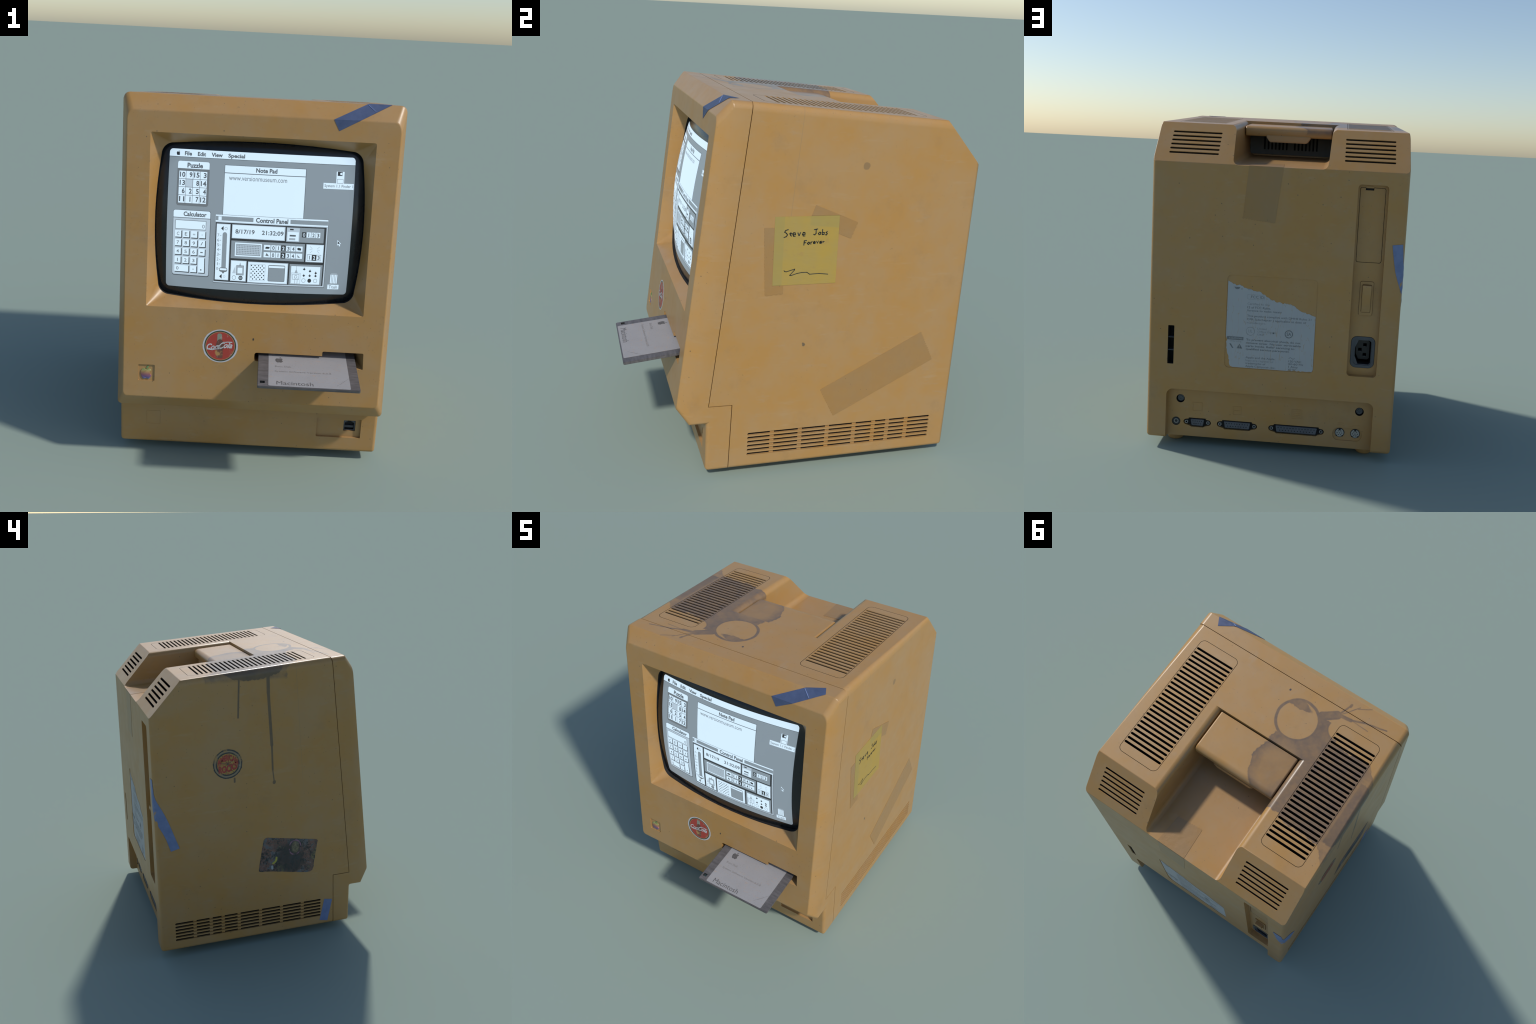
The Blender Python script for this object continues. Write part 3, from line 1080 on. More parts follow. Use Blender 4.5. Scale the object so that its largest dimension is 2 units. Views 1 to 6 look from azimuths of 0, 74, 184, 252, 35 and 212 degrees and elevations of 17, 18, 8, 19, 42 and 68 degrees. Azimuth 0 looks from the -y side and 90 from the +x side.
    r(61, 70, 129, 98, G, 3.5)
    r(63, 72, 127, 96, L, 4)
    for j in range(5):
        for i in range(14):
            r(64.5 + i * 4.4, 73.4 + j * 4.4, 67.6 + i * 4.4, 76 + j * 4.4, G, 5)
    for j, y in enumerate((69, 87)):
        r(138, y, 156, y + 13, W, 3)
        r(227, y, 245, y + 13, W, 3)
        for k in range(5):
            x = 158 + k * 13.8
            r(x, y - (1 if k == 2 else 0), x + 12.3, y + 13 + (1 if k == 2 else 0), D if k == 2 else W, 3)
            t(str(k), x + 3, y + 2, x + 9.5, y + 11.5, W if k == 2 else I, 4, 0.025)
        if j == 0:
            s.poly([(ox + x, oy + yy) for x, yy in ((141, 77), (144, 73.5), (150, 73.5), (155, 75.5), (151, 78.5), (143, 78.5))], D, 6)
            s.poly([(ox + x, oy + yy) for x, yy in ((229, 75), (234, 72), (241, 74), (241, 79), (233, 78.5))], D, 6)
        else:
            s.poly([(ox + x, oy + yy) for x, yy in ((143, 96), (146, 89), (150, 93), (153, 97))], M, 6)
            s.poly([(ox + x, oy + yy) for x, yy in ((231, 89), (234, 93), (240, 97), (233, 97))], M, 6)
    r(255, 62.5, 304, 107.5, L, 2)                # blink rate
    r(256.5, 64, 302.5, 106, W, 2.5)
    for cx, sg in ((272, 1), (286, -1)):
        s.stroke([(ox + cx - 6 * sg, oy + 68), (ox + cx, oy + 73)], 0.9, S, 6)
        s.stroke([(ox + cx - 7 * sg, oy + 76), (ox + cx, oy + 76)], 0.9, S, 6)
        s.stroke([(ox + cx - 6 * sg, oy + 84), (ox + cx, oy + 79)], 0.9, S, 6)
    r(259, 88, 298, 103.5, M, 3.5)
    for k in range(3):
        r(260 + k * 12.6, 89, 272 + k * 12.6, 102.5, D if k == 1 else W, 4)
        t(str(k + 1), 263 + k * 12.6, 91, 269 + k * 12.6, 100.5, W if k == 1 else I, 5, 0.025)
    r(48, 112, 92, 165, L, 2)                     # mouse speed
    r(49.5, 113.5, 90, 163.5, W, 2.5)
    s.poly([(ox + x, oy + y) for x, y in rrect(64, 85, 124, 149, 3, 3)], S, 6)
    s.frame(ox + 64, oy + 124, ox + 85, oy + 149, 1.2, M, 6.5)
    s.poly([(ox + x, oy + y) for x, y in rrect(68, 81, 130, 144, 1, 2)], W, 7)
    s.poly([(ox + x, oy + y) for x, y in ((72, 124), (74.5, 116), (77, 124))], S, 6)
    s.poly([(ox + x, oy + y) for x, y in ((53, 145), (61, 126), (63, 145))], L, 6)
    s.ring(ox + 58.5, oy + 156, 4.6, 5.6, M, 6, 14)
    s.poly(circle(ox + 77, oy + 156, 5.8, 14), D, 6)
    s.ring(ox + 77, oy + 156, 2, 3, W, 7, 10)
    r(96, 113, 208, 166.5, L, 2)                  # desk pattern
    r(97.5, 114.5, 206, 165, W, 2.5)
    s.frame(ox + 102, oy + 119, ox + 145, oy + 161, 0.8, S, 5)
    for j in range(8):
        for i in range(8):
            if (i + j) % 2 == 0:
                s.poly(circle(ox + 106 + i * 5.0, oy + 122.5 + j * 4.9, 1.8, 8), D, 5)
    s.rbox(ox + 153, ox + 200, oy + 119, oy + 161, 3, M, 5)
    r(154.5, 121, 198.5, 126, W, 4)
    r(154.5, 127, 198.5, 159.5, G, 4)
    r(212, 114, 304.5, 167, G, 2)                 # double click speed
    r(217, 119, 298.5, 164.5, W, 3)
    s.frame(ox + 218, oy + 136, ox + 244, oy + 164, 0.9, S, 6)
    s.frame(ox + 221.5, oy + 139, ox + 240.5, oy + 153, 0.9, M, 6)
    s.ring(ox + 231, oy + 146, 3.2, 4.2, M, 6, 12)
    r(228.5, 150, 230, 164, S, 4.5)
    r(235, 150, 236.5, 164, S, 4.5)
    s.poly([(ox + x, oy + y) for x, y in ((227, 136), (231.5, 126), (236, 136))], S, 6)
    r(231, 119, 232.2, 128, S, 4)
    for k in range(3):
        cx = 253.5 + k * 16.5
        for yy in (125 + k * 4.5, 141.5):
            s.poly([(ox + cx + a, oy + yy + b) for a, b in ((-4, 0.6), (-1.4, -0.8), (0, -4), (1.4, -0.8), (4, 0.6), (0, 4.2))], D, 6)
        if k == 1:
            s.poly(circle(ox + cx, oy + 155, 5.4, 14), D, 6)
        else:
            s.ring(ox + cx, oy + 155, 4.6, 5.5, M, 6, 14)
    s.build("control_window", tube)

    # disk icon, waste bin icon, pointer
    s = sheet()
    s.rect(460, 34, 484, 64, I, 1)
    s.rect(460.6, 34.6, 483, 63, W, 2)
    s.rect(464, 35, 477, 45, D, 3)
    s.poly(circle(473.5, 40, 3, 10), W, 4)
    s.frame(463, 52.5, 480.5, 63, 0.9, M, 3)
    s.rect(426, 63, 510, 77, W, 4, st)
    put_text(s, "System 1.1 Finder 1", 429, 66, 508, 75, M, 5, 0.01)
    s.build("disk_icon", tube)
    s = sheet()
    s.rect(462, 288, 484, 314, M, 1)
    for k in range(5):
        s.rect(463 + k * 4.2, 290, 466.2 + k * 4.2, 313, W, 2)
    s.poly([(461, 290), (466, 286), (480, 286), (485, 290)], S, 2)
    s.rect(457, 316, 489, 328, W, 2)
    put_text(s, "Trash", 461, 318, 485, 326, M, 3, 0.01)
    s.build("bin_icon", tube)
    s = sheet()
    s.poly([(475, 201), (475, 215), (478.5, 212), (481, 217), (483.5, 216), (481.5, 211), (486, 210.5)], W, 1)
    s.poly([(476.2, 204), (476.2, 212), (478.6, 210.2), (483, 209.8)], D, 2)
    s.build("pointer_icon", tube)
    return tube


def build_rear(root):
    bm = bmesh.new()
    prof = [(-0.305, lid_z(-0.305)), (REAR_Y, lid_z(REAR_Y)), (REAR_Y, 0.055), (-0.3625, 0.052), (-0.3525, 0.4385), (-0.4765, 0.4405)]
    side_prism(bm, prof, HALF_W)
    edge_x = lambda a, b: abs(abs(a.x) - HALF_W) < 1e-4 and abs(a.x - b.x) < 1e-4
    round_edges(bm, lambda a, b, e: (a.y > 0.89 and b.y > 0.89 and abs(a.z - b.z) > 1.0 and abs(a.x) > 0.6)
                or (a.z < 0.06 and b.z < 0.06 and not (a.y < -0.35 and b.y < -0.35)), 0.022, 5)
    round_edges(bm, lambda a, b, e: edge_x(a, b) and a.z > 1.85 and b.z > 1.85 and abs(a.y - b.y) > 0.5, 0.042, 7, False)
    slice_off(bm, (0, 0.898, 1.695), (0, 0.223, 0.201))
    round_edges(bm, lambda a, b, e: len(e.link_faces) == 2 and any(abs(f.normal.normalized().dot(V3((0, 0.743, 0.669)).normalized()) - 1) < 1e-3 for f in e.link_faces)
                and e.calc_face_angle(0) > 0.2, 0.005, 2)
    o = mesh_object("rear_housing", bm, ["case", "dark", "recess"], root, 0)

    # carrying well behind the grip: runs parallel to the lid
    hgt = lid_z(REAR_Y) - floor_z(REAR_Y)
    half = [(0.0, 0.0), (0.236, 0.0)]
    for i in range(1, 7):
        a = math.radians(-90 + 90 * i / 6)
        half.append((0.236 + 0.034 * math.cos(a), 0.034 + 0.034 * math.sin(a)))
    half.append((0.279, hgt - 0.036))
    for i in range(1, 7):
        a = math.radians(180 - 90 * i / 6)
        half.append((0.315 + 0.036 * math.cos(a), hgt - 0.036 + 0.036 * math.sin(a)))
    half.append((0.315, hgt + 0.08))
    sec = half + [(-x, z) for x, z in half[:0:-1]]
    cut = bmesh.new()
    loft(cut, [[V3((x, y, floor_z(y) + z * (lid_z(y) - floor_z(y)) / hgt)) for x, z in sec] for y in (1.02, 0.085)], [0, 0])
    carve(o, cut)

    cut = bmesh.new()                                           # sunken areas on the back
    prism(cut, rrect(-0.611, 0.611, -0.2, 0.362, 0.040, 6), BACK, -0.055, 0.05)
    prism(cut, rrect(0.4425, 0.6135, 0.516, 1.6225, 0.020, 4), BACK, -0.040, 0.05)
    prism(cut, rrect(-0.272, 0.250, 0.516, 1.0665, 0.024, 5), BACK, -0.0035, 0.03)
    carve(o, cut)
    cut = bmesh.new()
    prism(cut, rrect(-0.611, -0.574, 0.513, 0.745, 0.003, 2), BACK, -0.07, 0.03, 0, 1, None, -0.007)
    # lid louvres, shoulder louvres, side louvres
    for s in (1, -1):
        for k in range(25):
            y = -0.1595 + k * 0.02996
            v = lid_v(y)
            xs = sorted((s * 0.3705, s * 0.6345))
            prism(cut, rrect(xs[0], xs[1], v - 0.0072, v + 0.0072, 0.0068, 3), LID, -0.055 - 0.004 * k, 0.02, 0, 1, None, -0.0045)
        for k in range(6):
            y = 0.743 + k * 0.0213
            v = (V3((0, y, 1.695 + (REAR_Y - y) * 0.223 / 0.201)) - RAMP.o).dot(RAMP.v)
            xs = sorted((s * 0.358, s * 0.645))
            prism(cut, rrect(xs[0], xs[1], v - 0.0072, v + 0.0072, 0.0065, 3), RAMP, -0.17, 0.02, 0, 1, None, -0.0045)
    ribs = (-0.1265, 0.031, 0.187, 0.344, 0.459, 0.544, 0.658)
    for fr, sg in ((RIGHT, 1), (LEFT, -1)):
        for k in range(6):
            z = 0.2545 - k * 0.0244
            xs = sorted((sg * -0.264, sg * 0.797))
            prism(cut, rrect(xs[0], xs[1], z - 0.0075, z + 0.0075, 0.0068, 3), fr, -0.0105, 0.02)
    carve(o, cut)
    cut = bmesh.new()                                           # deeper openings between the ribs
    stops = [-0.264, *ribs, 0.797]
    for fr, sg in ((RIGHT, 1), (LEFT, -1)):
        for k in range(6):
            z = 0.2545 - k * 0.0244
            for i in range(8):
                a = stops[i] + (0.0115 if i else 0.0006)
                b = stops[i + 1] - (0.0115 if i < 7 else 0.0006)
                xs = sorted((sg * a, sg * b))
                prism(cut, [(xs[0], z - 0.0071), (xs[1], z - 0.0071), (xs[1], z + 0.0071), (xs[0], z + 0.0071)], fr, -0.060, -0.008, 1, 1)
    for s in (1, -1):                                           # fine outline round each louvre field
        xs = sorted((s * 0.3645, s * 0.6400))
        oa = rrect(xs[0], xs[1], lid_v(-0.2285), lid_v(0.624), 0.034, 6)
        ob = rrect(xs[0] + 0.0028, xs[1] - 0.0028, lid_v(-0.2285) + 0.0028, lid_v(0.624) - 0.0028, 0.0312, 6)
        n = len(oa)
        rows = [[cut.verts.new(LID.at(x, y, hgt_)) for x, y in lp] for lp, hgt_ in ((oa, 0.01), (ob, 0.01), (ob, -0.006), (oa, -0.006))]
        for q in range(4):
            for i in range(n):
                f = cut.faces.new((rows[q][i], rows[q][(i + 1) % n], rows[(q + 1) % 4][(i + 1) % n], rows[(q + 1) % 4][i]))
                f.material_index = 1
    carve(o, cut)
    # holes for sockets and screws in the port panel
    cut = bmesh.new()
    for x0, x1 in ((0.495, 0.364), (0.292, 0.085), (-0.019, -0.315)):
        cx, hw = (x0 + x1) / 2, (x0 - x1) / 2
        a, b = hw - 0.014, hw - 0.025
        pts = [(-cx - a, 0.170), (-cx - a - 0.001, 0.163)]
        for i in range(9):
            an = math.radians(90 + 180 * i / 8)
            pts.append((-cx - hw + 0.018 * math.cos(an), 0.143 + 0.018 * math.sin(an)))
        pts += [(-cx - b - 0.006, 0.120), (-cx - b + 0.004, 0.113), (-cx + b - 0.004, 0.113), (-cx + b + 0.006, 0.120)]
        for i in range(9):
            an = math.radians(-90 + 180 * i / 8)
            pts.append((-cx + hw + 0.018 * math.cos(an), 0.143 + 0.018 * math.sin(an)))
        pts += [(-cx + a + 0.001, 0.163), (-cx + a, 0.170)]
        prism(cut, pts[::-1], PORTS, -0.018, 0.02, 0, 1)
    for x, z, rad in ((0.535, 0.286, 0.0255), (-0.535, 0.286, 0.0255), (0.558, 0.143, 0.0265)):
        prism(cut, circle(-x, z, rad, 28), PORTS, -0.03, 0.02, 1, 1)
    pts = rrect(0.384, 0.557, 0.101, 0.180, 0.008, 3)
    pts = [(max(0.384 + max(0, 0.150 - y) ** 2 * 14, min(0.557 - max(0, 0.150 - y) ** 2 * 14, x)), y) for x, y in pts]
    prism(cut, rrect(0.384, 0.557, 0.101, 0.180, 0.034, 6), PORTS, -0.008, 0.02)
    # battery hatch outline, rocker frame, mains socket opening
    POW = Frame((0, REAR_Y - 0.040, 0), (-1, 0, 0), (0, 0, 1))
    prism(cut, rrect(0.4545, 0.600, 1.179, 1.607, 0.012, 4), POW, -0.012, 0.02, 1, 1)
    prism(cut, rrect(0.489, 0.568, 0.871, 1.0705, 0.010, 4), POW, -0.012, 0.02, 1, 1)
    prism(cut, rrect(0.4585, 0.5985, 0.558, 0.746, 0.034, 5), POW, -0.16, 0.02, 1, 1)
    carve(o, cut)
    shade(o, 38, True)
    return o


def build_back_fittings(root):
    POW = Frame((0, REAR_Y - 0.040, 0), (-1, 0, 0), (0, 0, 1))
    # two thin ribs in the side opening
    for z in (0.672, 0.595):
        bm = bmesh.new()
        block(bm, 0.5745, 0.6105, 0.850, 0.889, z - 0.002, z + 0.002, 0.0008, 1)
        mesh_object("vent_rib", bm, ["slate"], root, 0)
    bm = bmesh.new()
    prism(bm, rrect(0.4572, 0.5973, 1.1817, 1.6043, 0.010, 4), POW, -0.010, 0.0)
    o = mesh_object("battery_hatch", bm, ["case", "dark"], root, 0)
    cut = bmesh.new()
    prism(cut, rrect(0.485, 0.533, 1.5905, 1.63, 0.002, 2), POW, -0.008, 0.02, 0, 1)
    carve(o, cut)
    shade(o, 35)
    bm = bmesh.new()
    prism(bm, rrect(0.486, 0.532, 1.603, 1.6135, 0.003, 2), POW, -0.008, 0.003)
    mesh_object("hatch_catch", bm, ["case"], o, 35)
    # power switch: rim and tilted rocker
    bm = bmesh.new()
    oa, ob = rrect(0.4905, 0.5665, 0.8725, 1.069, 0.009, 4), rrect(0.502, 0.5555, 0.890, 1.0525, 0.005, 4)
    n = len(oa)
    rows = [[bm.verts.new(POW.at(x, z, d)) for x, z in lp] for lp, d in ((oa, -0.011), (oa, 0.006), (ob, 0.006), (ob, -0.011))]
    for q in range(4):
        for i in range(n):
            bm.faces.new((rows[q][i], rows[q][(i + 1) % n], rows[(q + 1) % 4][(i + 1) % n], rows[(q + 1) % 4][i]))
    sw = mesh_object("switch_frame", bm, ["case"], root, 35)
    bm = bmesh.new()
    prof = [(0.892, -0.01), (0.892, 0.010), (0.965, 0.012), (1.032, 0.034), (1.050, 0.030), (1.0505, -0.01)]
    a = [bm.verts.new(POW.at(0.5035, z, d)) for z, d in prof]
    b = [bm.verts.new(POW.at(0.5540, z, d)) for z, d in prof]
    for i in range(6):
        bm.faces.new((a[i], a[(i + 1) % 6], b[(i + 1) % 6], b[i]))
    bm.faces.new(a[::-1])
    bm.faces.new(b)
    bmesh.ops.bevel(bm, geom=list(bm.edges), offset=0.0015, segments=2, affect="EDGES")
    mesh_object("power_rocker", bm, ["case"], sw, 35)
    # mains inlet
    bm = bmesh.new()
    oa, ob = rrect(0.4605, 0.5965, 0.5600, 0.7440, 0.032, 5), rrect(0.4760, 0.5805, 0.5755, 0.7265, 0.020, 5)
    n = len(oa)
    rows = [[bm.verts.new(POW.at(x, z, d)) for x, z in lp] for lp, d in ((oa, -0.15), (oa, 0.003), (ob, 0.003), (ob, -0.005))]
    for q in range(3):
        for i in range(n):
            bm.faces.new((rows[q][i], rows[q][(i + 1) % n], rows[q + 1][(i + 1) % n], rows[q + 1][i]))
    bm.faces.new(rows[3])
    bm.faces.new(rows[0][::-1])
    inlet = mesh_object("mains_inlet", bm, ["slate", "dark", "black"], root, 0)
    hexa = [(0.484, 0.676), (0.503, 0.722), (0.566, 0.722), (0.5765, 0.712), (0.5765, 0.590), (0.566, 0.580), (0.503, 0.580), (0.484, 0.626)]
    cut = bmesh.new()
    prism(cut, hexa[::-1], POW, -0.135, 0.01, 2, 1)
    carve(inlet, cut)
    shade(inlet, 35)
    bm = bmesh.new()
    cx, cz = 0.5305, 0.651
    core = [(cx + (x - cx) * 0.86, cz + (z - cz) * 0.80) for x, z in hexa]
    prism(bm, core[::-1], POW, -0.134, -0.062)
    core_o = mesh_object("inlet_core", bm, ["black", "dark"], inlet, 0)
    cut = bmesh.new()
    for x, z in ((0.543, 0.681), (0.515, 0.651), (0.543, 0.622)):
        prism(cut, rrect(x - 0.0105, x + 0.0105, z - 0.012, z + 0.010, 0.002, 2), POW, -0.125, -0.04, 1, 1)
    carve(core_o, cut)
    for x, z in ((0.543, 0.681), (0.515, 0.651), (0.543, 0.622)):
        bm = bmesh.new()
        prism(bm, rrect(x - 0.0085, x + 0.0085, z - 0.0115, z - 0.0085, 0.001, 2), POW, -0.075, -0.0615)
        mesh_object("contact_lip", bm, ["slate"], inlet, 0)

    # D-shaped sockets
    for x0, x1, cols in ((0.495, 0.364, 5), (0.292, 0.085, 9), (-0.019, -0.315, 13)):
        cx, hw = (x0 + x1) / 2, (x0 - x1) / 2
        a, b = hw - 0.024, hw - 0.031
        bm = bmesh.new()
        prism(bm, [(-cx - b, 0.122), (-cx + b, 0.122), (-cx + a, 0.161), (-cx - a, 0.161)], PORTS, -0.017, -0.002)
        bmesh.ops.bevel(bm, geom=list(bm.edges), offset=0.002, segments=2, affect="EDGES")
        so = mesh_object("data_socket", bm, ["port_grey"], root, 35)
        sh = Sheet(PORTS.at, ["dark"])
        for j, cnt in enumerate((cols, cols - 1)):
            for i in range(cnt):
                u = -cx + (i - (cnt - 1) / 2) * (2 * b - 0.012) / (cols - 0.6)
                sh.poly(circle(u, 0.150 - j * 0.016, 0.0032, 8), "dark", -0.0014)
        sh.build("pin_holes", so)["kind"] = "stuff"
        for x in (x0, x1):
            hexnut(so, PORTS, -x, 0.144, 0.0105, 0.005, -0.017, 0.001, "steel")
    for x, z in ((0.535, 0.286), (-0.535, 0.286)):
        bm = bmesh.new()
        prism(bm, circle(-x, z, 0.0195, 24), PORTS, -0.028, -0.012)
        o = mesh_object("case_screw", bm, ["slate"], root, 40)
        hexnut(o, PORTS, -x, z, 0.013, 0.007, -0.014, -0.009, "charcoal", 16)
    bm = bmesh.new()
    prism(bm, circle(-0.558, 0.143, 0.0255, 28), PORTS, -0.029, -0.004)
    o = mesh_object("audio_jack", bm, ["black"], root, 40)
    hexnut(o, PORTS, -0.5575, 0.1445, 0.0150, 0.0085, -0.006, 0.001, "steel", 24)
    # two small round sockets
    for x in (-0.426, -0.518):
        bm = bmesh.new()
        prism(bm, circle(-x, 0.147, 0.0285, 28), PORTS, -0.0095, -0.006)
        o = mesh_object("round_socket", bm, ["black"], root, 40)
        bm = bmesh.new()
        prism(bm, circle(-x, 0.1465, 0.0245, 28), PORTS, -0.007, -0.0045)
        mesh_object("socket_insert", bm, ["pale"], o, 40)
        sh = Sheet(PORTS.at, ["dark"])
        sh.rect(-x - 0.006, 0.161, -x + 0.006, 0.173, "dark", -0.0040)
        for u, v in ((0, 0), (0.014, 0), (-0.014, 0), (0.008, 0.012), (-0.008, 0.012), (0.006, -0.011), (-0.006, -0.011)):
            sh.poly(circle(-x + u, 0.145 + v, 0.003, 8), "dark", -0.0040)
        for u in (-0.017, 0.017):
            sh.poly(circle(-x + u, 0.129, 0.0045, 8), "dark", -0.0040)
        sh.build("pin_holes", o)["kind"] = "stuff"
    # moulded port symbols, barely raised
    def embossed(pieces):
        bm = bmesh.new()
        for pts in pieces:
            prism(bm, pts, PORTS, -0.001, 0.0016)
        mesh_object("moulded_symbol", bm, ["case"], root, 0)

    def bars(x0, x1, z0, z1, t, inner):
        p = [rrect(x0, x1, z1 - t, z1, t * 0.45, 2), rrect(x0, x1, z0, z0 + t, t * 0.45, 2),
             rrect(x0, x0 + t, z0 + t, z1 - t, t * 0.2, 2), rrect(x1 - t, x1, z0 + t, z1 - t, t * 0.2, 2)]
        return p + [rrect(x0 + 0.009, x1 - 0.009, z - 0.002, z + 0.002, 0.0015, 2) for z in inner]

    embossed(bars(0.134, 0.197, 0.211, 0.270, 0.004, (0.258, 0.246, 0.234, 0.223)))
    embossed(bars(-0.218, -0.166, 0.208, 0.262, 0.004, (0.235,)))
    embossed(bars(-0.461, -0.400, 0.214, 0.268, 0.004, ()))
    embossed([rrect(0.408, 0.452, 0.190, 0.197, 0.003, 2), rrect(0.412, 0.448, 0.205, 0.210, 0.002, 2), rrect(0.498, 0.540, 0.193, 0.200, 0.003, 2)])


def hexnut(parent, fr, u, v, ro, ri, a, b, mat, n=18):
    """Ring-shaped nut with a dark bore."""
    bm = bmesh.new()
    oa, ob = circle(u, v, ro, n), circle(u, v, ri, n)
    rows = [[bm.verts.new(fr.at(x, z, d)) for x, z in lp] for lp, d in ((oa, a), (oa, b), (ob, b), (ob, a + 0.001))]
    for q in range(3):
        for i in range(n):
            bm.faces.new((rows[q][i], rows[q][(i + 1) % n], rows[q + 1][(i + 1) % n], rows[q + 1][i]))
    f = bm.faces.new(rows[3])
    f.material_index = 1
    return mesh_object("ring_nut", bm, [mat, "dark"], parent, 40)


def build_grip(root):
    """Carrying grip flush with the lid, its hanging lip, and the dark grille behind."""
    bm = bmesh.new()
    z0, drop = 1.868, 0.017
    prof = [(0.093, lid_z(0.093) - drop), (0.328, lid_z(0.328) - drop)]
    c = (0.331, lid_z(0.331) - drop - 0.030)
    for i in range(8):
        a = math.radians(86 - 86 * i / 7)
        prof.append((c[0] + 0.035 * math.cos(a), c[1] + 0.030 * math.sin(a)))
    prof += [(0.364, z0 + 0.010), (0.356, z0), (0.200, z0), (0.093, z0 + 0.004)]
    side_prism(bm, prof, 0.2735)
    round_edges(bm, lambda a, b, e: abs(abs(a.x) - 0.2735) < 1e-4 and abs(a.x - b.x) < 1e-4 and not (a.y < 0.1 and b.y < 0.1) and max(a.z, b.z) > z0 + 0.005, 0.010, 3)
    o = mesh_object("carrying_grip", bm, ["case"], root, 40, True)
    bm = bmesh.new()
    lip = Frame((0, 0.282, 0), (1, 0, 0), (0, 0, 1))
    prism(bm, [(-0.118, 1.8325), (0.118, 1.8325), (0.1415, 1.8675), (0.141, 1.875), (-0.141, 1.875), (-0.1415, 1.8675)], lip, -0.085, 0.0)
    bmesh.ops.bevel(bm, geom=list(bm.edges), offset=0.005, segments=2, affect="EDGES")
    mesh_object("grip_lip", bm, ["case"], o, 40)
    bm = bmesh.new()
    pan = Frame((0, 0.105, 0), (-1, 0, 0), (0, 0, 1))
    prism(bm, rrect(-0.2685, 0.2685, 1.754, 1.90, 0.010, 3), pan, -0.06, 0.0)
    g = mesh_object("inner_grille", bm, ["charcoal", "dark"], root, 0)
    cut = bmesh.new()
    for s in (-1, 1):
        for k in range(7):
            u = s * (0.0270 + k * 0.0243)
            prism(cut, rrect(u - 0.0058, u + 0.0058, 1.785, 1.880, 0.004, 2), pan, -0.0185, 0.02, 1, 1)
    carve(g, cut)
    shade(g, 35)


def build_feet(root):
    for x in (0.578, -0.578):
        for y in (-0.235, 0.737):
            bm = bmesh.new()
            n = 28
            loops = []
            for r, z in ((0.052, 0.07), (0.052, 0.03), (0.049, 0.012), (0.042, 0.003), (0.030, 0.0)):
                loops.append([V3((x + r * math.cos(math.tau * i / n), y + r * math.sin(math.tau * i / n), z)) for i in range(n)])
            loft(bm, loops)
            mesh_object("foot", bm, ["case"], root, 50)


